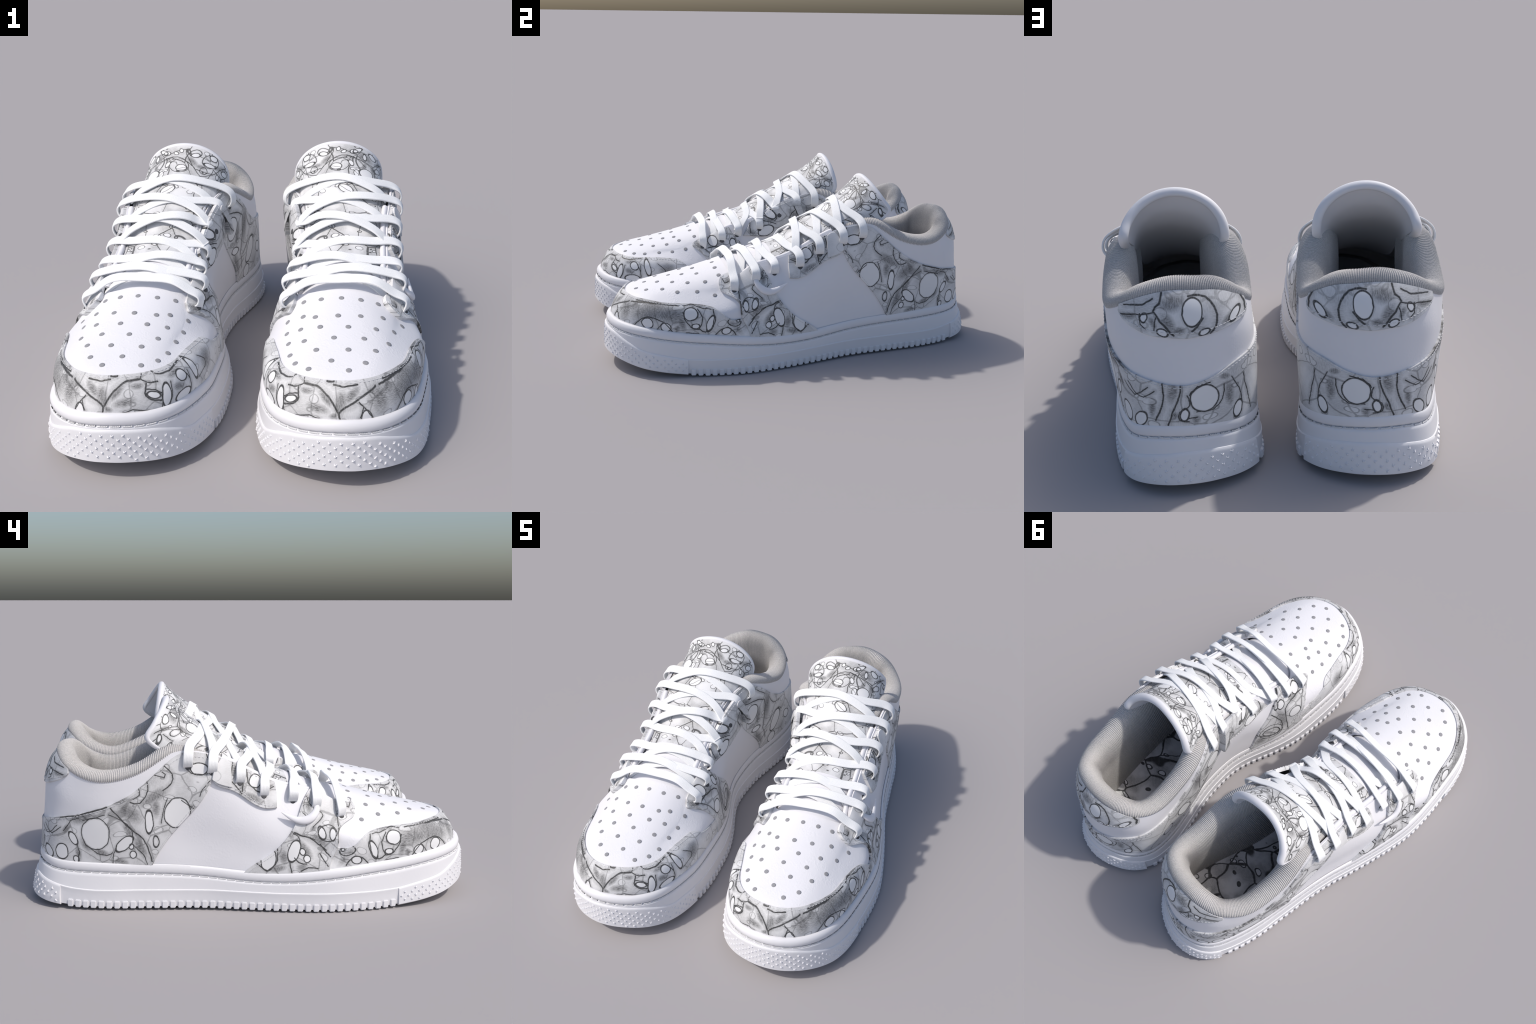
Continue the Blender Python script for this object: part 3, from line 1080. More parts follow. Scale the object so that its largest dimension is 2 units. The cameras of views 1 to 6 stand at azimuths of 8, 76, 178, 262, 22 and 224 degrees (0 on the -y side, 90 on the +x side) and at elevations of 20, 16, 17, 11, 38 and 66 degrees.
QUARTER_DRAWING = Drawing(
    ovals=[(0.353, 0.342, 0.074, 0.066, -1.760, 1),
    (0.245, 0.317, 0.031, 0.0165, -1.103, 1),
    (0.187, 0.252, 0.035, 0.028, -1.711, 1),
    (0.121, 0.247, 0.032, 0.0184, -0.976, 1),
    (0.484, 0.297, 0.049, 0.023, 0.759, 1),
    (0.249, 0.221, 0.0159, 0.0138, -1.692, 1),
    (0.591, 0.397, 0.052, 0.0176, -1.569, 1),
    (0.519, 0.246, 0.0167, 0.0144, -1.597, 1),
    (0.514, 0.284, 0.0134, 0.0103, -1.598, 1),
    (0.619, 0.306, 0.026, 0.0124, -1.590, 0),
    (0.713, 0.435, 0.067, 0.055, -1.866, 1),
    (0.809, 0.624, 0.038, 0.026, -0.082, 1),
    (-0.073, 0.322, 0.042, 0.046, 0.277, 1),
    (-0.0140, 0.273, 0.021, 0.0123, -1.524, 1),
    (-0.179, 0.251, 0.031, 0.0159, -1.234, 1),
    (-0.771, 0.518, 0.057, 0.048, -1.867, 1),
    (-0.529, 0.333, 0.069, 0.039, 1.068, 1),
    (-0.398, 0.304, 0.026, 0.038, 0.961, 1),
    (-0.554, 0.227, 0.033, 0.033, -2.905, 1),
    (-0.725, 0.391, 0.037, 0.0189, -0.164, 1)],
    strokes=[(0.427, 0.460, 0.490, 0.390, 0.0040),
    (0.490, 0.390, 0.522, 0.355, 0.0040),
    (0.522, 0.355, 0.545, 0.338, 0.0040),
    (0.545, 0.338, 0.566, 0.319, 0.0040),
    (0.566, 0.319, 0.578, 0.295, 0.0040),
    (0.578, 0.295, 0.586, 0.270, 0.0040),
    (0.586, 0.270, 0.601, 0.217, 0.0040),
    (0.190, 0.406, 0.270, 0.419, 0.0040),
    (0.270, 0.419, 0.411, 0.464, 0.0040),
    (0.418, 0.432, 0.470, 0.407, 0.0026),
    (0.470, 0.407, 0.495, 0.390, 0.0026),
    (0.495, 0.390, 0.514, 0.368, 0.0026),
    (0.514, 0.368, 0.520, 0.334, 0.0026),
    (0.520, 0.334, 0.521, 0.306, 0.0026),
    (0.202, 0.347, 0.240, 0.394, 0.0026),
    (0.240, 0.394, 0.279, 0.412, 0.0026),
    (0.260, 0.289, 0.267, 0.256, 0.0026),
    (0.267, 0.256, 0.257, 0.211, 0.0026),
    (0.325, 0.270, 0.356, 0.251, 0.0026),
    (0.356, 0.251, 0.380, 0.245, 0.0026),
    (0.380, 0.245, 0.403, 0.243, 0.0026),
    (0.403, 0.243, 0.421, 0.249, 0.0026),
    (0.421, 0.249, 0.432, 0.257, 0.0026),
    (0.430, 0.207, 0.437, 0.252, 0.0026),
    (0.437, 0.252, 0.448, 0.284, 0.0026),
    (0.520, 0.297, 0.568, 0.239, 0.0026),
    (0.568, 0.239, 0.580, 0.203, 0.0026),
    (0.091, 0.366, 0.112, 0.345, 0.0026),
    (0.112, 0.345, 0.140, 0.329, 0.0026),
    (0.140, 0.329, 0.167, 0.344, 0.0026),
    (0.167, 0.344, 0.188, 0.363, 0.0026),
    (0.297, 0.403, 0.360, 0.416, 0.0026),
    (0.360, 0.416, 0.401, 0.430, 0.0026),
    (0.644, 0.390, 0.654, 0.454, 0.0026),
    (0.654, 0.454, 0.671, 0.500, 0.0026),
    (0.732, 0.490, 0.784, 0.452, 0.0026),
    (0.855, 0.573, 0.822, 0.536, 0.0026),
    (0.822, 0.536, 0.810, 0.507, 0.0026),
    (0.747, 0.640, 0.756, 0.624, 0.0026),
    (0.756, 0.624, 0.774, 0.607, 0.0026),
    (0.774, 0.607, 0.810, 0.601, 0.0026),
    (0.810, 0.601, 0.844, 0.601, 0.0026),
    (0.844, 0.601, 0.859, 0.611, 0.0026),
    (0.859, 0.611, 0.865, 0.621, 0.0026),
    (0.842, 0.685, 0.854, 0.653, 0.0026),
    (0.663, 0.641, 0.679, 0.624, 0.0032),
    (0.679, 0.624, 0.694, 0.603, 0.0032),
    (0.694, 0.603, 0.696, 0.584, 0.0032),
    (0.696, 0.584, 0.690, 0.566, 0.0032),
    (0.690, 0.566, 0.671, 0.547, 0.0032),
    (0.671, 0.547, 0.652, 0.534, 0.0032),
    (0.584, 0.577, 0.589, 0.560, 0.0032),
    (0.589, 0.560, 0.589, 0.535, 0.0032),
    (0.589, 0.535, 0.574, 0.506, 0.0032),
    (0.574, 0.506, 0.554, 0.481, 0.0032),
    (0.554, 0.481, 0.531, 0.480, 0.0032),
    (0.531, 0.480, 0.513, 0.486, 0.0032),
    (0.551, 0.544, 0.554, 0.533, 0.0026),
    (0.554, 0.533, 0.553, 0.519, 0.0026),
    (0.553, 0.519, 0.539, 0.507, 0.0026),
    (0.539, 0.507, 0.526, 0.499, 0.0026),
    (0.646, 0.621, 0.656, 0.613, 0.0026),
    (0.656, 0.613, 0.666, 0.604, 0.0026),
    (0.666, 0.604, 0.662, 0.591, 0.0026),
    (0.662, 0.591, 0.639, 0.595, 0.0026),
    (0.639, 0.595, 0.617, 0.601, 0.0026),
    (0.047, 0.383, 0.042, 0.341, 0.0032),
    (0.042, 0.341, 0.051, 0.293, 0.0032),
    (0.051, 0.293, 0.069, 0.252, 0.0032),
    (-0.0080, 0.375, 0.0021, 0.325, 0.0032),
    (0.0021, 0.325, 0.0196, 0.283, 0.0032),
    (0.0196, 0.283, 0.034, 0.237, 0.0032),
    (-0.023, 0.339, -0.026, 0.328, 0.0026),
    (-0.026, 0.328, -0.028, 0.315, 0.0026),
    (-0.028, 0.315, -0.027, 0.304, 0.0026),
    (-0.027, 0.304, -0.021, 0.296, 0.0026),
    (-0.021, 0.296, -0.0096, 0.290, 0.0026),
    (-0.0096, 0.290, 0.0010, 0.282, 0.0026),
    (0.0010, 0.282, 0.0030, 0.268, 0.0026),
    (0.0030, 0.268, -0.0009, 0.255, 0.0026),
    (-0.0009, 0.255, -0.0131, 0.250, 0.0026),
    (-0.0131, 0.250, -0.025, 0.248, 0.0026),
    (-0.048, 0.278, -0.069, 0.276, 0.0026),
    (-0.069, 0.276, -0.094, 0.277, 0.0026),
    (-0.094, 0.277, -0.113, 0.289, 0.0026),
    (-0.113, 0.289, -0.128, 0.307, 0.0026),
    (-0.128, 0.307, -0.133, 0.334, 0.0026),
    (-0.133, 0.334, -0.135, 0.357, 0.0026),
    (0.170, 0.368, 0.140, 0.338, 0.0026),
    (0.140, 0.338, 0.124, 0.329, 0.0026),
    (0.124, 0.329, 0.107, 0.327, 0.0026),
    (0.107, 0.327, 0.086, 0.339, 0.0026),
    (0.086, 0.339, 0.069, 0.354, 0.0026),
    (-0.163, 0.375, -0.190, 0.324, 0.0026),
    (-0.190, 0.324, -0.197, 0.272, 0.0026),
    (-0.208, 0.370, -0.236, 0.232, 0.0026),
    (-0.026, 0.260, -0.047, 0.260, 0.0026),
    (-0.030, 0.338, -0.039, 0.352, 0.0026),
    (-0.039, 0.352, -0.053, 0.366, 0.0026),
    (-0.053, 0.366, -0.074, 0.371, 0.0026),
    (-0.074, 0.371, -0.093, 0.373, 0.0026),
    (-0.833, 0.606, -0.758, 0.595, 0.0034),
    (-0.758, 0.595, -0.709, 0.580, 0.0034),
    (-0.709, 0.580, -0.667, 0.555, 0.0034),
    (-0.667, 0.555, -0.654, 0.517, 0.0034),
    (-0.654, 0.517, -0.652, 0.469, 0.0034),
    (-0.652, 0.469, -0.657, 0.352, 0.0034),
    (-0.627, 0.340, -0.570, 0.385, 0.0026),
    (-0.570, 0.385, -0.533, 0.398, 0.0026),
    (-0.533, 0.398, -0.498, 0.401, 0.0026),
    (-0.498, 0.401, -0.475, 0.388, 0.0026),
    (-0.475, 0.388, -0.462, 0.372, 0.0026),
    (-0.769, 0.691, -0.658, 0.588, 0.0026),
    (-0.668, 0.269, -0.611, 0.309, 0.0026),
    (-0.622, 0.267, -0.645, 0.337, 0.0026),
    (-0.610, 0.541, -0.588, 0.507, 0.0026),
    (-0.588, 0.507, -0.558, 0.471, 0.0026),
    (-0.558, 0.471, -0.519, 0.458, 0.0026),
    (-0.519, 0.458, -0.486, 0.454, 0.0026)],
    smudges=[(0.508, 0.441, 0.065, 0.036, -0.740),
    (0.297, 0.413, 0.076, 0.0144, 0.247),
    (0.375, 0.255, 0.039, 0.0155, -0.205),
    (0.553, 0.279, 0.058, 0.0150, -1.157),
    (0.215, 0.357, 0.031, 0.0143, 0.861),
    (0.304, 0.289, 0.036, 0.021, -0.989),
    (0.465, 0.216, 0.034, 0.0132, -0.259),
    (0.502, 0.359, 0.040, 0.0151, -1.067),
    (0.262, 0.247, 0.036, 0.0137, -1.575),
    (0.621, 0.460, 0.043, 0.020, -1.591),
    (0.768, 0.456, 0.030, 0.0151, 0.602),
    (0.473, 0.491, 0.043, 0.0120, 0.295),
    (0.611, 0.505, 0.077, 0.020, 0.545),
    (0.0177, 0.357, 0.048, 0.0170, -1.424),
    (0.0138, 0.271, 0.0156, 0.0123, -1.528),
    (-0.151, 0.319, 0.053, 0.0160, -1.583),
    (-0.044, 0.253, 0.0128, 0.0159, -2.931),
    (0.078, 0.297, 0.039, 0.0143, -1.544),
    (-0.140, 0.383, 0.0199, 0.0115, -2.825),
    (-0.637, 0.506, 0.108, 0.036, -1.538),
    (-0.812, 0.619, 0.043, 0.0195, -0.118),
    (-0.695, 0.308, 0.085, 0.0192, -1.012),
    (-0.715, 0.474, 0.064, 0.0179, -1.624)])

HEEL_TAB_DRAWING = Drawing(
    ovals=[(-0.052, 0.614, 0.043, 0.032, -1.530, 1),
    (0.107, 0.597, 0.0152, 0.0105, -1.275, 1),
    (0.046, 0.555, 0.0186, 0.0121, -2.861, 1),
    (-0.089, 0.549, 0.0182, 0.0096, 3.005, 1),
    (-0.188, 0.583, 0.025, 0.0132, 2.342, 1)],
    strokes=[(-0.041, 0.662, -0.057, 0.664, 0.0042),
    (-0.057, 0.664, -0.077, 0.663, 0.0042),
    (-0.077, 0.663, -0.095, 0.655, 0.0042),
    (-0.095, 0.655, -0.112, 0.640, 0.0042),
    (-0.112, 0.640, -0.124, 0.619, 0.0042),
    (-0.124, 0.619, -0.132, 0.596, 0.0042),
    (-0.132, 0.596, -0.132, 0.576, 0.0042),
    (-0.132, 0.576, -0.127, 0.559, 0.0042),
    (-0.127, 0.559, -0.117, 0.547, 0.0042),
    (-0.117, 0.547, -0.108, 0.540, 0.0042),
    (-0.085, 0.591, -0.066, 0.569, 0.0042),
    (-0.066, 0.569, -0.048, 0.557, 0.0042),
    (0.046, 0.672, 0.053, 0.644, 0.0042),
    (0.053, 0.644, 0.067, 0.633, 0.0042),
    (0.067, 0.633, 0.074, 0.619, 0.0042),
    (0.074, 0.619, 0.053, 0.591, 0.0042),
    (0.053, 0.591, 0.027, 0.564, 0.0042),
    (0.027, 0.564, 0.0099, 0.546, 0.0042),
    (0.074, 0.614, 0.137, 0.602, 0.0030),
    (0.137, 0.602, 0.190, 0.592, 0.0030),
    (0.177, 0.624, 0.113, 0.634, 0.0030),
    (0.113, 0.634, 0.075, 0.655, 0.0030),
    (-0.207, 0.635, -0.222, 0.603, 0.0030),
    (-0.222, 0.603, -0.223, 0.578, 0.0030),
    (0.120, 0.609, 0.120, 0.592, 0.0030),
    (0.120, 0.592, 0.119, 0.574, 0.0030),
    (0.119, 0.574, 0.104, 0.563, 0.0030),
    (0.074, 0.563, 0.069, 0.594, 0.0030),
    (0.069, 0.594, 0.062, 0.605, 0.0030)],
    smudges=[(0.0131, 0.645, 0.051, 0.025, 2.949),
    (0.030, 0.586, 0.043, 0.021, -2.147),
    (0.161, 0.594, 0.036, 0.0097, 2.950),
    (-0.167, 0.576, 0.029, 0.0144, -0.690),
    (-0.0051, 0.560, 0.025, 0.0144, -3.080),
    (0.077, 0.584, 0.022, 0.0119, -2.279)])

TOE_DRAWING = Drawing(
    ovals=[(-0.186, 0.298, 0.026, 0.0123, -2.900, 1),
    (0.100, 0.259, 0.026, 0.0191, 1.544, 1),
    (-0.235, 0.284, 0.041, 0.0188, -1.373, 1),
    (-0.326, 0.322, 0.0197, 0.028, -1.096, 1),
    (-0.318, 0.251, 0.045, 0.022, 3.128, 1),
    (-0.407, 0.315, 0.045, 0.0174, -1.816, 1),
    (0.524, 0.310, 0.031, 0.033, -1.544, 1),
    (0.619, 0.263, 0.041, 0.0170, -1.934, 1),
    (0.545, 0.251, 0.0181, 0.0122, 3.052, 1),
    (0.403, 0.248, 0.021, 0.026, -1.698, 1),
    (0.306, 0.264, 0.026, 0.031, -1.709, 1),
    (0.696, 0.223, 0.023, 0.0178, -3.076, 1),
    (0.756, 0.267, 0.0072, 0.0067, 3.110, 1),
    (0.735, 0.265, 0.034, 0.021, 2.953, 0)],
    strokes=[(0.159, 0.348, 0.079, 0.322, 0.0042),
    (0.079, 0.322, 0.026, 0.298, 0.0042),
    (0.026, 0.298, 0.0109, 0.288, 0.0042),
    (0.0109, 0.288, 0.0032, 0.279, 0.0042),
    (0.0032, 0.279, 0.0034, 0.267, 0.0042),
    (0.0034, 0.267, 0.0063, 0.257, 0.0042),
    (0.0032, 0.279, -0.0172, 0.312, 0.0042),
    (-0.0172, 0.312, -0.035, 0.327, 0.0042),
    (-0.035, 0.327, -0.055, 0.341, 0.0042),
    (-0.055, 0.341, -0.075, 0.350, 0.0042),
    (-0.075, 0.350, -0.097, 0.355, 0.0042),
    (-0.097, 0.355, -0.152, 0.355, 0.0042),
    (-0.169, 0.338, -0.161, 0.325, 0.0042),
    (-0.161, 0.325, -0.155, 0.310, 0.0042),
    (-0.155, 0.310, -0.157, 0.299, 0.0042),
    (-0.157, 0.299, -0.164, 0.290, 0.0042),
    (-0.164, 0.290, -0.172, 0.284, 0.0042),
    (-0.172, 0.284, -0.183, 0.280, 0.0042),
    (-0.183, 0.280, -0.210, 0.274, 0.0042),
    (0.372, 0.355, 0.261, 0.354, 0.0042),
    (0.261, 0.354, 0.178, 0.349, 0.0042),
    (0.082, 0.361, 0.022, 0.358, 0.0030),
    (0.022, 0.358, -0.024, 0.362, 0.0030),
    (-0.021, 0.369, -0.052, 0.368, 0.0030),
    (-0.160, 0.367, -0.149, 0.356, 0.0030),
    (-0.149, 0.356, -0.158, 0.349, 0.0030),
    (-0.158, 0.349, -0.173, 0.342, 0.0030),
    (-0.173, 0.342, -0.217, 0.335, 0.0030),
    (0.123, 0.254, 0.104, 0.284, 0.0030),
    (0.104, 0.284, 0.076, 0.312, 0.0030),
    (0.091, 0.294, 0.076, 0.261, 0.0030),
    (-0.163, 0.321, -0.196, 0.315, 0.0030),
    (-0.196, 0.315, -0.216, 0.299, 0.0030),
    (-0.066, 0.255, -0.101, 0.262, 0.0030),
    (-0.101, 0.262, -0.143, 0.252, 0.0030),
    (-0.143, 0.252, -0.187, 0.244, 0.0030),
    (-0.223, 0.305, -0.209, 0.244, 0.0030),
    (-0.267, 0.322, -0.257, 0.276, 0.0026),
    (-0.257, 0.276, -0.241, 0.241, 0.0026),
    (-0.348, 0.330, -0.367, 0.292, 0.0026),
    (-0.367, 0.292, -0.368, 0.270, 0.0026),
    (-0.368, 0.270, -0.366, 0.250, 0.0026),
    (-0.366, 0.250, -0.355, 0.229, 0.0026),
    (-0.273, 0.240, -0.277, 0.254, 0.0026),
    (-0.277, 0.254, -0.288, 0.269, 0.0026),
    (-0.288, 0.269, -0.311, 0.273, 0.0026),
    (-0.311, 0.273, -0.333, 0.273, 0.0026),
    (-0.466, 0.338, -0.486, 0.324, 0.0026),
    (-0.486, 0.324, -0.505, 0.305, 0.0026),
    (-0.505, 0.305, -0.508, 0.289, 0.0026),
    (-0.508, 0.289, -0.497, 0.276, 0.0026),
    (-0.497, 0.276, -0.462, 0.270, 0.0026),
    (-0.462, 0.270, -0.429, 0.267, 0.0026),
    (-0.367, 0.327, -0.367, 0.292, 0.0026),
    (-0.205, 0.367, -0.220, 0.356, 0.0026),
    (-0.220, 0.356, -0.250, 0.353, 0.0026),
    (-0.250, 0.353, -0.287, 0.352, 0.0026),
    (-0.287, 0.352, -0.363, 0.359, 0.0026),
    (0.557, 0.334, 0.570, 0.319, 0.0034),
    (0.570, 0.319, 0.581, 0.296, 0.0034),
    (0.581, 0.296, 0.574, 0.262, 0.0034),
    (0.574, 0.262, 0.560, 0.235, 0.0034),
    (0.560, 0.235, 0.540, 0.236, 0.0034),
    (0.540, 0.236, 0.520, 0.249, 0.0034),
    (0.520, 0.249, 0.504, 0.269, 0.0034),
    (0.504, 0.269, 0.493, 0.290, 0.0034),
    (0.493, 0.290, 0.487, 0.318, 0.0034),
    (0.634, 0.332, 0.635, 0.297, 0.0034),
    (0.635, 0.297, 0.632, 0.258, 0.0034),
    (0.632, 0.258, 0.620, 0.237, 0.0034),
    (0.620, 0.237, 0.604, 0.225, 0.0034),
    (0.604, 0.225, 0.593, 0.221, 0.0034),
    (0.593, 0.221, 0.582, 0.224, 0.0034),
    (0.582, 0.224, 0.570, 0.231, 0.0034),
    (0.570, 0.231, 0.560, 0.239, 0.0034),
    (0.436, 0.224, 0.420, 0.247, 0.0034),
    (0.420, 0.247, 0.393, 0.273, 0.0034),
    (0.393, 0.273, 0.349, 0.289, 0.0034),
    (0.349, 0.289, 0.305, 0.296, 0.0034),
    (0.305, 0.296, 0.278, 0.287, 0.0034),
    (0.278, 0.287, 0.259, 0.271, 0.0034),
    (0.259, 0.271, 0.227, 0.239, 0.0034),
    (0.743, 0.199, 0.733, 0.215, 0.0034),
    (0.733, 0.215, 0.718, 0.231, 0.0034),
    (0.718, 0.231, 0.704, 0.239, 0.0034),
    (0.704, 0.239, 0.689, 0.240, 0.0034),
    (0.689, 0.240, 0.672, 0.233, 0.0034),
    (0.672, 0.233, 0.658, 0.221, 0.0034),
    (0.658, 0.221, 0.643, 0.202, 0.0034),
    (0.388, 0.272, 0.358, 0.237, 0.0026),
    (0.625, 0.331, 0.588, 0.336, 0.0026),
    (0.588, 0.336, 0.559, 0.345, 0.0026),
    (0.559, 0.345, 0.529, 0.353, 0.0026),
    (0.529, 0.353, 0.495, 0.348, 0.0026),
    (0.559, 0.319, 0.559, 0.307, 0.0026),
    (0.559, 0.307, 0.556, 0.294, 0.0026),
    (0.556, 0.294, 0.540, 0.285, 0.0026),
    (0.540, 0.285, 0.524, 0.280, 0.0026),
    (0.559, 0.213, 0.500, 0.216, 0.0026),
    (0.467, 0.348, 0.388, 0.354, 0.0034),
    (0.388, 0.354, 0.206, 0.359, 0.0034)],
    smudges=[(0.0071, 0.304, 0.031, 0.025, -1.795),
    (0.052, 0.334, 0.046, 0.0149, -2.564),
    (-0.048, 0.323, 0.041, 0.0114, 2.545),
    (0.0113, 0.319, 0.031, 0.026, -1.835),
    (0.134, 0.325, 0.039, 0.027, -2.332),
    (0.223, 0.339, 0.060, 0.029, -2.601),
    (-0.129, 0.336, 0.032, 0.0117, -3.080),
    (-0.0142, 0.274, 0.0178, 0.0099, -2.766),
    (-0.075, 0.290, 0.045, 0.0153, 3.039),
    (0.312, 0.347, 0.074, 0.0164, -2.971),
    (-0.296, 0.342, 0.036, 0.0118, 3.101),
    (-0.299, 0.292, 0.032, 0.0153, -2.900),
    (-0.519, 0.298, 0.047, 0.046, -1.324),
    (0.313, 0.314, 0.138, 0.025, -3.093),
    (0.479, 0.272, 0.053, 0.0182, -1.354),
    (0.416, 0.312, 0.134, 0.043, 2.985),
    (0.337, 0.339, 0.110, 0.0179, 3.128),
    (0.164, 0.313, 0.056, 0.042, -1.750),
    (0.455, 0.239, 0.029, 0.0149, -2.356),
    (0.573, 0.355, 0.053, 0.0098, -3.089),
    (0.739, 0.238, 0.047, 0.0180, -0.776)])

STAY_DRAWING = Drawing(
    ovals=[(0.0073, 0.563, 0.027, 0.026, -1.501, 1),
    (3.018, 0.588, 0.036, 0.022, -0.651, 1),
    (2.993, 0.491, 0.048, 0.027, -2.721, 1)],
    strokes=[(0.044, 0.609, 0.042, 0.585, 0.0034),
    (0.042, 0.585, 0.038, 0.558, 0.0034),
    (0.038, 0.558, 0.027, 0.544, 0.0034),
    (0.027, 0.544, 0.0136, 0.533, 0.0034),
    (0.0136, 0.533, 0.0036, 0.522, 0.0034),
    (0.0036, 0.522, -0.0111, 0.516, 0.0034),
    (-0.0111, 0.516, -0.044, 0.525, 0.0034),
    (-0.044, 0.525, -0.073, 0.537, 0.0034),
    (0.106, 0.644, 0.113, 0.594, 0.0034),
    (0.113, 0.594, 0.127, 0.544, 0.0034),
    (0.118, 0.575, 0.070, 0.517, 0.0034),
    (0.152, 0.557, 0.123, 0.550, 0.0034),
    (0.048, 0.609, 0.059, 0.567, 0.0034),
    (0.059, 0.567, 0.070, 0.513, 0.0034),
    (2.971, 0.587, 3.002, 0.566, 0.0034),
    (3.002, 0.566, 3.025, 0.556, 0.0034),
    (3.025, 0.556, 3.046, 0.552, 0.0034),
    (3.046, 0.552, 3.055, 0.564, 0.0034),
    (3.055, 0.564, 3.055, 0.581, 0.0034),
    (3.055, 0.581, 3.042, 0.599, 0.0034),
    (3.042, 0.599, 3.027, 0.613, 0.0034),
    (2.983, 0.548, 3.051, 0.532, 0.0034),
    (2.905, 0.559, 2.902, 0.478, 0.0034),
    (3.153, 0.636, 3.187, 0.564, 0.0034),
    (3.187, 0.564, 3.230, 0.523, 0.0034),
    (3.156, 0.612, 3.141, 0.596, 0.0034),
    (3.141, 0.596, 3.131, 0.573, 0.0034),
    (3.131, 0.573, 3.145, 0.543, 0.0034),
    (3.145, 0.543, 3.162, 0.518, 0.0034)],
    smudges=[(0.099, 0.613, 0.035, 0.0127, -1.406),
    (0.0199, 0.494, 0.055, 0.0140, -2.720),
    (-0.056, 0.540, 0.023, 0.0072, 2.870),
    (0.068, 0.560, 0.043, 0.0171, -1.527),
    (3.017, 0.552, 0.033, 0.0112, -0.200),
    (2.912, 0.478, 0.033, 0.0190, -0.573),
    (3.167, 0.576, 0.071, 0.0126, -0.760)])

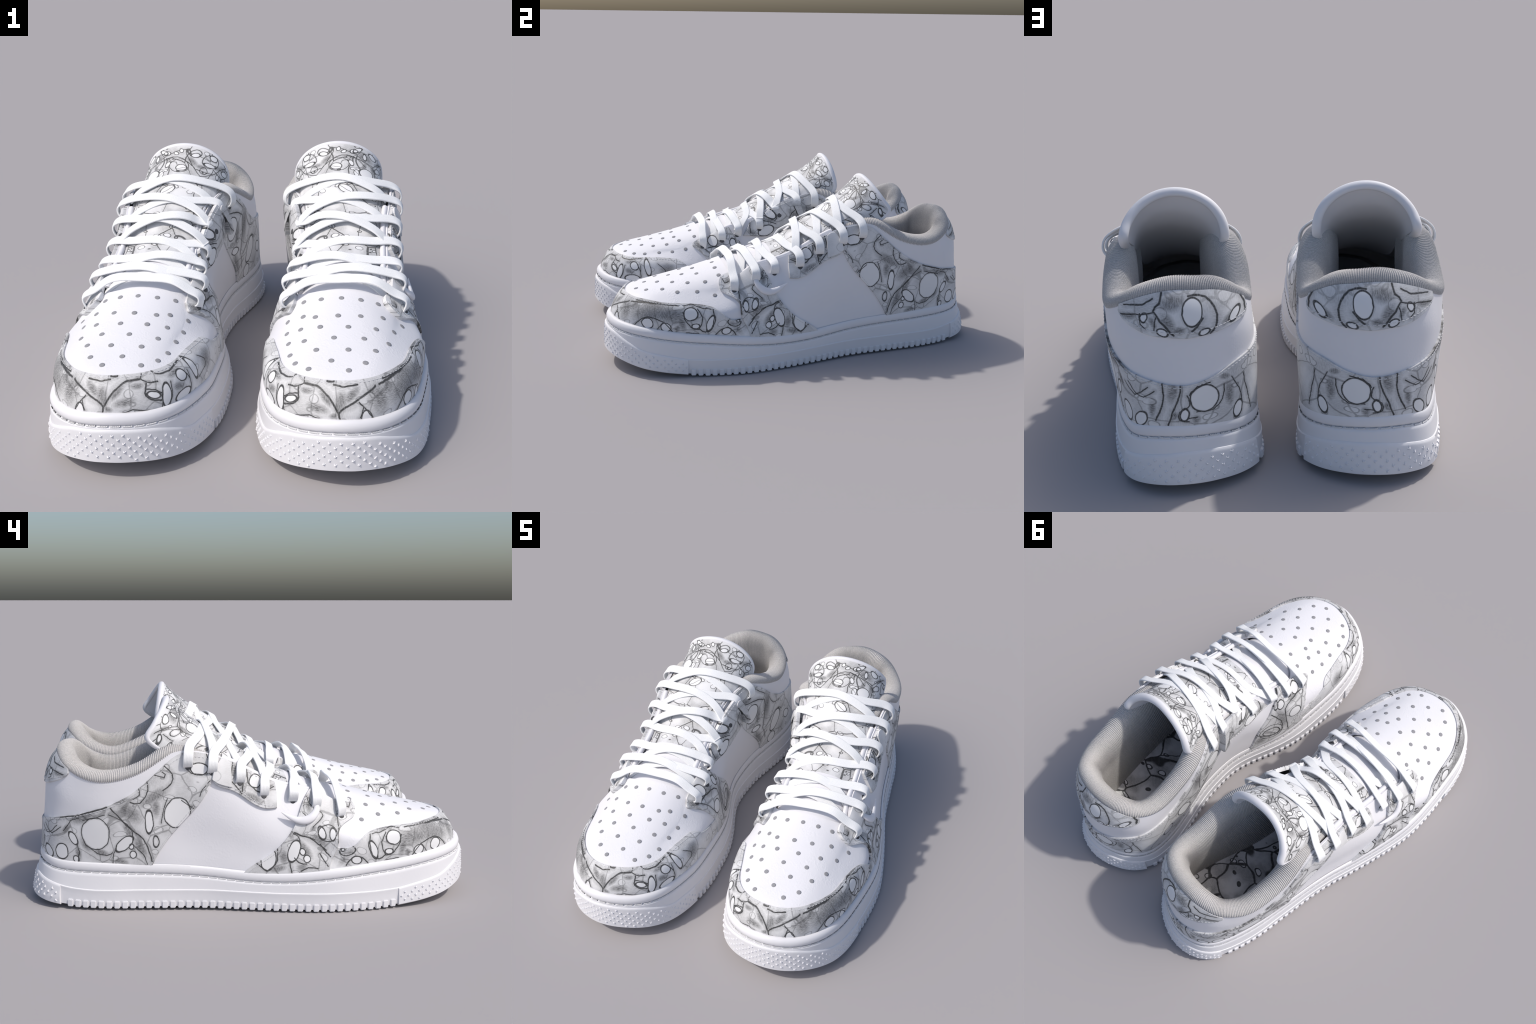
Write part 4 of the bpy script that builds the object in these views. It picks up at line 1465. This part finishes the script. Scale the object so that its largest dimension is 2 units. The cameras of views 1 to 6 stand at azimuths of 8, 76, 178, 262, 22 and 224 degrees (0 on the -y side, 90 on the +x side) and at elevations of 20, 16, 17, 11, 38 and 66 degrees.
FRONT_DRAWING = Drawing(
    ovals=[(-0.299, 0.339, 0.035, 0.040, -1.551, 0),
    (-0.274, 0.341, 0.028, 0.0143, -1.859, 1),
    (-0.321, 0.334, 0.026, 0.0141, -1.540, 1),
    (-0.151, 0.265, 0.049, 0.025, 1.891, 1),
    (-0.042, 0.226, 0.047, 0.031, -1.252, 1),
    (-0.207, 0.232, 0.0161, 0.0147, -1.539, 1),
    (-0.189, 0.262, 0.0152, 0.0115, -2.145, 1),
    (2.675, 0.444, 0.029, 0.028, -0.865, 1),
    (2.793, 0.428, 0.031, 0.0190, -1.280, 1),
    (2.723, 0.323, 0.038, 0.035, -2.982, 1),
    (2.878, 0.255, 0.072, 0.054, -2.709, 0),
    (2.878, 0.251, 0.053, 0.031, -2.721, 0),
    (2.819, 0.439, 0.032, 0.0122, -1.290, 0)],
    strokes=[(-0.144, 0.349, -0.220, 0.322, 0.0036),
    (-0.220, 0.322, -0.260, 0.290, 0.0036),
    (-0.260, 0.290, -0.293, 0.267, 0.0036),
    (-0.352, 0.414, -0.349, 0.354, 0.0036),
    (-0.349, 0.354, -0.346, 0.299, 0.0036),
    (-0.268, 0.429, -0.277, 0.422, 0.0026),
    (-0.277, 0.422, -0.283, 0.411, 0.0026),
    (-0.283, 0.411, -0.276, 0.399, 0.0026),
    (-0.276, 0.399, -0.263, 0.388, 0.0026),
    (-0.263, 0.388, -0.238, 0.366, 0.0026),
    (-0.220, 0.491, -0.221, 0.480, 0.0026),
    (-0.221, 0.480, -0.224, 0.467, 0.0026),
    (-0.224, 0.467, -0.233, 0.456, 0.0026),
    (-0.233, 0.456, -0.242, 0.449, 0.0026),
    (-0.196, 0.426, -0.218, 0.407, 0.0026),
    (-0.393, 0.441, -0.402, 0.436, 0.0026),
    (-0.402, 0.436, -0.413, 0.434, 0.0026),
    (-0.413, 0.434, -0.421, 0.450, 0.0026),
    (-0.202, 0.450, -0.212, 0.479, 0.0026),
    (-0.132, 0.219, -0.140, 0.173, 0.0030),
    (-0.081, 0.277, -0.081, 0.231, 0.0030),
    (-0.081, 0.231, -0.075, 0.214, 0.0030),
    (-0.075, 0.214, -0.065, 0.201, 0.0030),
    (-0.065, 0.201, -0.032, 0.177, 0.0030),
    (-0.149, 0.342, -0.223, 0.322, 0.0030),
    (-0.223, 0.322, -0.243, 0.311, 0.0030),
    (-0.177, 0.309, -0.174, 0.319, 0.0030),
    (-0.174, 0.319, -0.169, 0.330, 0.0030),
    (-0.169, 0.330, -0.158, 0.335, 0.0030),
    (-0.158, 0.335, -0.149, 0.338, 0.0030),
    (-0.179, 0.181, -0.212, 0.196, 0.0030),
    (-0.212, 0.196, -0.253, 0.192, 0.0030),
    (-0.151, 0.236, -0.159, 0.225, 0.0030),
    (-0.159, 0.225, -0.171, 0.215, 0.0030),
    (-0.171, 0.215, -0.189, 0.211, 0.0030),
    (-0.189, 0.211, -0.204, 0.210, 0.0030),
    (0.0087, 0.210, -0.028, 0.179, 0.0030),
    (-0.265, 0.292, -0.309, 0.239, 0.0036),
    (-0.265, 0.251, -0.295, 0.200, 0.0036),
    (2.644, 0.408, 2.682, 0.414, 0.0036),
    (2.682, 0.414, 2.726, 0.415, 0.0036),
    (2.726, 0.415, 2.756, 0.407, 0.0036),
    (2.756, 0.407, 2.777, 0.386, 0.0036),
    (2.777, 0.386, 2.782, 0.342, 0.0036),
    (2.782, 0.342, 2.781, 0.288, 0.0036),
    (2.781, 0.288, 2.777, 0.193, 0.0036),
    (2.961, 0.279, 2.933, 0.248, 0.0036),
    (2.933, 0.248, 2.894, 0.217, 0.0036),
    (2.894, 0.217, 2.849, 0.212, 0.0036),
    (2.849, 0.212, 2.813, 0.225, 0.0036),
    (2.813, 0.225, 2.806, 0.267, 0.0036),
    (2.806, 0.267, 2.816, 0.318, 0.0036),
    (2.816, 0.318, 2.858, 0.393, 0.0036),
    (2.902, 0.284, 2.877, 0.283, 0.0026),
    (2.877, 0.283, 2.849, 0.276, 0.0026),
    (2.849, 0.276, 2.834, 0.251, 0.0026),
    (2.834, 0.251, 2.826, 0.226, 0.0026),
    (2.615, 0.415, 2.661, 0.370, 0.0026),
    (2.661, 0.370, 2.687, 0.309, 0.0026),
    (2.776, 0.519, 2.788, 0.491, 0.0026),
    (2.916, 0.272, 2.842, 0.206, 0.0026)],
    smudges=[(-0.238, 0.360, 0.021, 0.0116, 2.526),
    (-0.397, 0.443, 0.021, 0.0111, -2.821),
    (-0.223, 0.461, 0.042, 0.0137, -1.625),
    (-0.260, 0.311, 0.052, 0.0115, -2.433),
    (-0.081, 0.189, 0.038, 0.0124, 2.901),
    (-0.106, 0.240, 0.034, 0.020, -1.684),
    (-0.197, 0.272, 0.054, 0.0181, -2.232),
    (-0.136, 0.338, 0.027, 0.0149, -2.017),
    (-0.187, 0.198, 0.025, 0.0165, 2.988),
    (2.691, 0.426, 0.066, 0.030, -0.246),
    (2.805, 0.319, 0.091, 0.0181, -1.719),
    (2.596, 0.422, 0.034, 0.0163, -0.527),
    (2.946, 0.216, 0.039, 0.034, -2.914)])

TONGUE_DRAWING = Drawing(
    ovals=[(-0.0045, 0.787, 0.043, 0.037, -3.038, 0),
    (-0.151, 0.826, 0.046, 0.033, 2.843, 0),
    (-0.117, 0.771, 0.0174, 0.0187, -2.857, 0),
    (-0.073, 0.856, 0.029, 0.020, 2.978, 0),
    (-0.0145, 0.776, 0.025, 0.0181, 3.094, 1),
    (0.048, 0.797, 0.0169, 0.0098, -1.101, 1),
    (0.060, 0.860, 0.0182, 0.0094, -2.993, 1),
    (0.0157, 0.858, 0.0113, 0.0076, -2.706, 1),
    (-0.0077, 0.870, 0.0113, 0.0090, -1.893, 1),
    (-0.072, 0.848, 0.022, 0.0115, 3.037, 1),
    (-0.165, 0.848, 0.023, 0.0132, -2.918, 1),
    (-0.145, 0.806, 0.032, 0.0102, -3.014, 1),
    (-0.244, 0.793, 0.0128, 0.026, -1.654, 1),
    (-0.194, 0.759, 0.0151, 0.0082, -1.646, 1),
    (0.073, 0.743, 0.0173, 0.0125, -1.631, 1),
    (0.028, 0.649, 0.034, 0.0187, 2.641, 1),
    (-0.121, 0.761, 0.0090, 0.0038, 3.047, 1),
    (0.111, 0.842, 0.0182, 0.0081, -1.421, 1),
    (0.121, 0.746, 0.035, 0.026, -0.410, 1),
    (0.151, 0.858, 0.022, 0.0131, -0.554, 1),
    (0.078, 0.870, 0.025, 0.0094, -2.523, 1),
    (0.216, 0.823, 0.0150, 0.0053, -1.107, 1),
    (0.182, 0.789, 0.0190, 0.0149, -2.524, 0)],
    strokes=[(0.115, 0.786, 0.077, 0.823, 0.0030),
    (0.077, 0.823, 0.057, 0.834, 0.0030),
    (0.057, 0.834, 0.034, 0.839, 0.0030),
    (0.034, 0.839, 0.0086, 0.836, 0.0030),
    (0.0086, 0.836, -0.0179, 0.826, 0.0030),
    (-0.0179, 0.826, -0.043, 0.808, 0.0030),
    (-0.043, 0.808, -0.066, 0.786, 0.0030),
    (-0.066, 0.786, -0.104, 0.735, 0.0030),
    (-0.036, 0.878, -0.028, 0.861, 0.0030),
    (-0.028, 0.861, -0.029, 0.853, 0.0030),
    (-0.029, 0.853, -0.035, 0.841, 0.0030),
    (-0.035, 0.841, -0.066, 0.786, 0.0030),
    (-0.082, 0.771, -0.122, 0.765, 0.0030),
    (-0.122, 0.765, -0.167, 0.763, 0.0030),
    (-0.167, 0.763, -0.187, 0.780, 0.0030),
    (-0.187, 0.780, -0.202, 0.801, 0.0030),
    (-0.202, 0.801, -0.225, 0.815, 0.0030),
    (-0.225, 0.815, -0.249, 0.822, 0.0030),
    (-0.249, 0.822, -0.272, 0.816, 0.0030),
    (-0.272, 0.816, -0.290, 0.807, 0.0030),
    (-0.104, 0.735, -0.166, 0.761, 0.0030),
    (0.0068, 0.769, -0.038, 0.779, 0.0018),
    (0.038, 0.809, 0.025, 0.809, 0.0018),
    (0.025, 0.809, 0.0118, 0.807, 0.0018),
    (0.0118, 0.807, 0.0062, 0.790, 0.0018),
    (0.0023, 0.760, -0.032, 0.766, 0.0018),
    (-0.119, 0.853, -0.125, 0.844, 0.0018),
    (-0.125, 0.844, -0.136, 0.835, 0.0018),
    (-0.136, 0.835, -0.161, 0.833, 0.0018),
    (-0.161, 0.833, -0.183, 0.833, 0.0018),
    (-0.127, 0.732, -0.166, 0.728, 0.0018),
    (-0.198, 0.790, -0.207, 0.774, 0.0018),
    (-0.207, 0.774, -0.220, 0.758, 0.0018),
    (-0.220, 0.758, -0.239, 0.758, 0.0018),
    (-0.239, 0.758, -0.255, 0.763, 0.0018),
    (-0.046, 0.869, -0.047, 0.847, 0.0018),
    (-0.090, 0.696, -0.110, 0.659, 0.0018),
    (0.056, 0.628, -0.0023, 0.668, 0.0018),
    (0.027, 0.839, 0.103, 0.817, 0.0030),
    (0.103, 0.817, 0.155, 0.801, 0.0030),
    (0.155, 0.801, 0.180, 0.833, 0.0030),
    (0.180, 0.833, 0.208, 0.853, 0.0030),
    (0.155, 0.801, 0.168, 0.764, 0.0030),
    (0.168, 0.764, 0.165, 0.710, 0.0030),
    (0.204, 0.824, 0.208, 0.799, 0.0018),
    (0.208, 0.799, 0.213, 0.774, 0.0018),
    (0.213, 0.774, 0.223, 0.775, 0.0018),
    (0.204, 0.747, 0.193, 0.741, 0.0018),
    (0.193, 0.741, 0.181, 0.733, 0.0018),
    (0.181, 0.733, 0.183, 0.715, 0.0018),
    (0.071, 0.827, 0.146, 0.794, 0.0018),
    (0.097, 0.779, 0.074, 0.771, 0.0018),
    (0.074, 0.771, 0.057, 0.759, 0.0018),
    (0.057, 0.759, 0.077, 0.741, 0.0018),
    (0.077, 0.741, 0.102, 0.726, 0.0018)],
    smudges=[(0.098, 0.840, 0.025, 0.025, 2.341),
    (-0.059, 0.814, 0.039, 0.0162, -2.382),
    (0.108, 0.780, 0.035, 0.0102, -1.858),
    (-0.213, 0.808, 0.048, 0.0128, 2.980),
    (-0.102, 0.788, 0.031, 0.0124, -3.127),
    (0.037, 0.828, 0.033, 0.0076, 3.051),
    (0.112, 0.841, 0.047, 0.024, -0.497),
    (0.187, 0.837, 0.026, 0.0111, 0.684),
    (0.158, 0.775, 0.045, 0.0078, -1.245)])

def wrap_coord(N, x, y, cx, cy, sign):
    """length around a rounded end of the shoe: arc near the end, straight along the sides"""
    dx = N.math('SUBTRACT', x, cx)
    dy = N.math('MULTIPLY', N.math('SUBTRACT', y, cy), sign)
    arc = N.math('MULTIPLY', N.math('ARCTAN2', dx, N.math('MAXIMUM', dy, .0001)), .28)
    run = N.math('MULTIPLY', N.math('SIGN', dx), N.math('MAXIMUM', N.math('MULTIPLY', dy, -1.0), 0.0))
    return N.math('ADD', arc, run)


def panel_coord(N, kind):
    x, y, z = N.coords()
    if kind == 'quarter':
        return N.combine(wrap_coord(N, x, y, .335, .62, 1.0), z)
    if kind == 'toe':
        return N.combine(wrap_coord(N, x, y, .41, -.68, -1.0), z)
    if kind == 'stay':
        return N.combine(N.math('ADD', y, N.math('MULTIPLY', N.math('LESS_THAN', x, .39), 3.0)), z)
    if kind == 'heel_tab':
        return N.combine(N.math('SUBTRACT', x, .33), z)
    if kind == 'tongue':
        return N.combine(N.math('MULTIPLY', N.math('ARCSINE', N.math('MINIMUM', N.math('MAXIMUM', N.math('DIVIDE', N.math('SUBTRACT', x, .37), .21), -1.0), 1.0)), .2), N.math('MULTIPLY', N.math('ADD', y, z), .7071))
    return N.combine(x, y)


def mark_group(kind):
    """one pencil mark as a node group: takes the masks so far and returns them with the mark added"""
    t = bpy.data.node_groups.new('pencil_' + kind, 'ShaderNodeTree')
    for k, typ in (('Line', 'Float'), ('Halo', 'Float'), ('Fill', 'Float'), ('Point', 'Vector'), ('Centre', 'Vector'), ('Angle', 'Vector'), ('Size', 'Vector'), ('Width', 'Float')):
        t.interface.new_socket(k, in_out='INPUT', socket_type='NodeSocket' + typ)
    for k in ('Line', 'Halo', 'Fill'):
        t.interface.new_socket(k, in_out='OUTPUT', socket_type='NodeSocketFloat')
    N = Net(t)
    i, o = N.node('NodeGroupInput'), N.node('NodeGroupOutput')
    I = i.outputs
    sep = N.node('ShaderNodeSeparateXYZ')
    N.put(sep.inputs[0], I['Point'])
    # the line mask rides along on z, scaled away, so that the marks are drawn one after the other
    q = N.combine(sep.outputs[0], sep.outputs[1], N.math('MULTIPLY', N.math('ADD', I['Line'], I['Halo']), 1e-7))
    mp = N.node('ShaderNodeMapping', vector_type='TEXTURE')
    N.put(mp.inputs['Vector'], q)
    N.put(mp.inputs['Location'], I['Centre'])
    N.put(mp.inputs['Rotation'], I['Angle'])
    line, halo, fill = I['Line'], I['Halo'], I['Fill']
    if kind == 'stroke':
        v = N.vec('MAXIMUM', N.vec('SUBTRACT', N.vec('ABSOLUTE', mp.outputs[0]), I['Size']), (0, 0, 0))
        d = N.math('DIVIDE', N.vec('LENGTH', v, out=1), I['Width'])
        line = N.math('MAXIMUM', line, N.ramp(d, .40, 1.15, 1, 0))
        halo = N.math('MAXIMUM', halo, N.ramp(d, 0.0, 10.0, .50, 0))
    else:
        N.put(mp.inputs['Scale'], I['Size'])
        d = N.vec('LENGTH', mp.outputs[0], out=1)
        if kind == 'smudge':
            halo = N.math('MAXIMUM', halo, N.ramp(d, .10, 1.0, .9, 0))
        else:
            e = N.math('DIVIDE', N.math('ABSOLUTE', N.math('SUBTRACT', d, 1.0)), I['Width'])
            line = N.math('MAXIMUM', line, N.ramp(e, .45, 1.25, 1, 0))
            halo = N.math('MAXIMUM', halo, N.ramp(e, 0.0, 7.0, .38, 0))
            if kind == 'oval':
                fill = N.math('MAXIMUM', fill, N.ramp(d, .86, 1.0, 1, 0))
    for k, v in (('Line', line), ('Halo', halo), ('Fill', fill)):
        N.put(o.inputs[k], v)
    return t


MARKS = {k: mark_group(k) for k in ('smudge', 'oval', 'ring', 'stroke')}


def pencil(name, kind, drawing=None, dark=.5, cells=7.0, cell_lines=.5, line=.0026, paper=.78):
    m, nt, b = new_mat(name)
    N = Net(nt)
    p = panel_coord(N, kind)
    wob = N.vec('SUBTRACT', N.noise(p, 22, 2, color=True), (.5, .5, .5))
    p = N.vec('MULTIPLY', N.vec('ADD', p, N.vec('SCALE', wob, scale=.011)), (1, 1, 0))

    def mark(kind, masks, c, ang, size, width):
        """add one mark; the masks run through all marks in turn"""
        g = N.node('ShaderNodeGroup')
        g.node_tree = MARKS[kind]
        for k, v in zip(('Line', 'Halo', 'Fill'), masks):
            N.put(g.inputs[k], v)
        N.put(g.inputs['Point'], p)
        g.inputs['Centre'].default_value = (c[0], c[1], 0)
        g.inputs['Angle'].default_value = (0, 0, ang)
        g.inputs['Size'].default_value = size
        g.inputs['Width'].default_value = width
        return [g.outputs[k] for k in ('Line', 'Halo', 'Fill')]

    masks = [0.0, 0.0, 0.0]
    if drawing:
        for u, v, rx, ry, a in drawing.smudges:
            masks = mark('smudge', masks, (u, v), a, (rx * 1.75, max(ry, rx * .35) * 1.75, 1), 0.0)
        for u, v, rx, ry, a, white in drawing.ovals:
            masks = mark('oval' if white else 'ring', masks, (u, v), a, (rx, ry, 1), line / min(rx, ry))
        for u0, v0, u1, v1, w in drawing.strokes:
            masks = mark('stroke', masks, ((u0 + u1) / 2, (v0 + v1) / 2), math.atan2(v1 - v0, u1 - u0), (math.hypot(u1 - u0, v1 - v0) / 2, 0, 0), w * line / .0026)
    lines, smudge, fill = masks
    # free doodling between the placed marks: closed loops and seams
    warp = N.vec('ADD', p, N.vec('SCALE', N.vec('SUBTRACT', N.noise(p, 5, 1, color=True), (.5, .5, .5)), scale=.10))
    edge = N.voronoi(warp, cells, 'DISTANCE_TO_EDGE')
    f1 = N.voronoi(N.mapping(warp, (3.1, 1.7, 0), (0, 0, .6), (1, 1.5, 1)), cells * 1.7, 'F1')
    k = line * cells
    doodle = N.ramp(edge, k * .5, k * 1.3, 1, 0)
    loop = N.ramp(N.math('ABSOLUTE', N.math('SUBTRACT', f1, .26)), k * .8, k * 1.9, 1, 0)
    doodle = N.math('MULTIPLY', N.math('MAXIMUM', doodle, loop), cell_lines)
    loopfill = N.math('MULTIPLY', N.ramp(f1, .20, .26, 1, 0), cell_lines)
    free = N.math('SUBTRACT', 1.0, fill)
    if drawing:
        doodle = N.math('MULTIPLY', doodle, free)
    lines = N.math('MAXIMUM', lines, doodle)
    fill = N.math('MAXIMUM', fill, loopfill)
    # graphite: hatching in two directions, clouds and grain
    h1 = N.noise(N.mapping(p, rot=(0, 0, .7), scale=(70, 430, 1)), 1.0, 2, .6)
    h2 = N.noise(N.mapping(p, rot=(0, 0, -.45), scale=(450, 75, 1)), 1.0, 2, .6)
    cloud = N.noise(p, 9, 3)
    hatch = N.mix(N.ramp(N.noise(p, 6, 1), .42, .58), N.combine(h1, h1, h1), N.combine(h2, h2, h2))
    hv = N.math('ADD', N.math('MULTIPLY', hatch, .75), N.math('MULTIPLY', N.noise(p, 420, 2), .25))
    shade = N.ramp(cloud, .36, .68, .05, dark * .85)
    shade = N.math('ADD', shade, N.math('MULTIPLY', N.ramp(edge, .0, .35, 1, 0), .12))
    shade = N.math('MAXIMUM', shade, N.math('MULTIPLY', smudge, .88))
    shade = N.math('MULTIPLY', shade, N.ramp(hv, .32, .68, .62, 1.25))
    shade = N.math('MULTIPLY', shade, N.math('SUBTRACT', 1.0, N.math('MULTIPLY', fill, .93)), clamp=True)
    ln = N.math('MULTIPLY', lines, N.ramp(hv, .25, .6, .72, 1.0))
    tone = N.math('MULTIPLY', N.math('SUBTRACT', 1.0, N.math('MULTIPLY', shade, .90)), paper)
    tone = N.math('ADD', N.math('MULTIPLY', tone, N.math('SUBTRACT', 1.0, ln)), N.math('MULTIPLY', ln, .035))
    nt.links.new(N.combine(tone, N.math('MULTIPLY', tone, 1.0), N.math('MULTIPLY', tone, 1.012)), b.inputs['Base Color'])
    nt.links.new(N.bump(N.noise(p, 300, 2), .10, .0012), b.inputs['Normal'])
    b.inputs['Roughness'].default_value = .55
    b.inputs['Specular IOR Level'].default_value = .3
    MATS[name] = m


pencil('sketch_quarter', 'quarter', QUARTER_DRAWING, .34, 7.0, .45)
pencil('sketch_heel_tab', 'heel_tab', HEEL_TAB_DRAWING, .38, 7.0, .30)
pencil('sketch_toe', 'toe', TOE_DRAWING, .36, 7.0, .40)
pencil('sketch_front', 'stay', FRONT_DRAWING, .32, 8.0, .45)
pencil('sketch_stay', 'stay', STAY_DRAWING, .50, 9.0, .40)
pencil('sketch_plain', 'stay', None, .25, 5.0, .25)
pencil('sketch_tongue', 'tongue', TONGUE_DRAWING, .45, 10.0, .9, .0018)
pencil('sketch_insole', 'insole', None, .62, 8.0, 1.0, .0040)


# ------------------------------------------------------------------ assembly
def make_mesh(name, v, f, flip, mat, angle=None, flat=False):
    v = np.array(v, float)
    used = np.unique(np.concatenate([np.asarray(q) for q in f]))
    if len(used) < len(v):                      # keep only the points this piece uses
        new = np.full(len(v), -1)
        new[used] = np.arange(len(used))
        v, f = v[used], [tuple(int(new[i]) for i in q) for q in f]
    if flip:
        v = v * [-1, 1, 1]
    me = bpy.data.meshes.new(name)
    faces = [tuple(int(i) for i in q) for q in f]
    if flip:
        faces = [q[::-1] for q in faces]
    me.from_pydata([tuple(p) for p in v], [], faces)
    me.validate()
    if not flat:
        me.polygons.foreach_set('use_smooth', [True] * len(me.polygons))
        if angle:
            me.set_sharp_from_angle(angle=math.radians(angle))
    me.materials.append(MATS[mat])
    me.update()
    return me


def add(name, data, parent, side):
    o = bpy.data.objects.new(name, data)
    bpy.context.scene.collection.objects.link(o)
    o.parent = parent
    o['side'] = float(side)
    return o


def disc(r, n=18, dome=.0):
    a = np.arange(n) * 2 * np.pi / n
    v = [(0, 0, dome)] + [(r * .6 * math.cos(t), r * .6 * math.sin(t), dome * .8) for t in a] + [(r * math.cos(t), r * math.sin(t), 0) for t in a] + [(r * 1.02 * math.cos(t), r * 1.02 * math.sin(t), -.004) for t in a]
    f = [(0, 1 + i, 1 + (i + 1) % n) for i in range(n)]
    for k in range(2):
        f += [(1 + k * n + i, 1 + (k + 1) * n + i, 1 + (k + 1) * n + (i + 1) % n, 1 + k * n + (i + 1) % n) for i in range(n)]
    return v, f


def rounded_block(lx, ly, lz, r=.003):
    import bmesh
    bm = bmesh.new()
    bmesh.ops.create_cube(bm, size=1.0)
    for v in bm.verts:
        v.co = Vector((v.co.x * lx, v.co.y * ly, v.co.z * lz))
    bmesh.ops.bevel(bm, geom=list(bm.edges), offset=r, segments=2, affect='EDGES')
    me = bpy.data.meshes.new('tread_block')
    bm.to_mesh(me)
    bm.free()
    me.polygons.foreach_set('use_smooth', [True] * len(me.polygons))
    me.set_sharp_from_angle(angle=math.radians(50))
    me.materials.append(MATS['rubber'])
    return me


block_mesh = rounded_block(.024, .0245, .033)
perf_disc_mesh = make_mesh('perforation_disc', *disc(.0106), False, 'disc_grey')  # flat grey disc stands in for a hole in the leather
eyelet_disc_mesh = make_mesh('eyelet_disc', *disc(.0125), False, 'disc_dark')  # dark disc laid on the overlay in place of an open lace hole

for flip in (False, True):
    side = -1 if flip else 1
    shoe = bpy.data.objects.new('sneaker', None)
    bpy.context.scene.collection.objects.link(shoe)
    shoe['label'] = 'white low leather sneaker with pencil-drawn overlay panels and grey collar'
    shoe['category'] = 'shoe'
    made = {}
    for p in PARTS:
        me = make_mesh(p['name'], p['v'], p['f'], flip, p['mat'], p.get('angle'), p.get('flat', False))
        o = add(p['name'], me, made.get(p['parent'], shoe), side)
        if p.get('kind'):
            o['kind'] = p['kind']
        made.setdefault(p['name'], o)
    M = Matrix.Diagonal((-1, 1, 1, 1)) if flip else Matrix.Identity(4)

    def place(name, data, pos, direction, axis, parent):
        o = add(name, data, parent, side)
        pos, direction = np.array(pos, float), np.array(direction, float)
        if flip:
            pos, direction = pos * [-1, 1, 1], direction * [-1, 1, 1]
        o.location = pos
        o.rotation_mode = 'QUATERNION'
        o.rotation_quaternion = Vector(direction).to_track_quat(axis, 'Y' if axis == 'Z' else 'Z')
        return o

    for pos, nrm in PERFORATION_DISCS:
        place('perforation_disc', perf_disc_mesh, pos + nrm * .0014, nrm, 'Z', made['vamp'])
    for pos, nrm in EYELET_DISCS:
        place('eyelet_disc', eyelet_disc_mesh, pos, nrm, 'Z', shoe)
    for pos, ang in TREADS:
        place('tread_block', block_mesh, pos, (math.cos(ang), math.sin(ang), 0), 'X', made['outsole'])
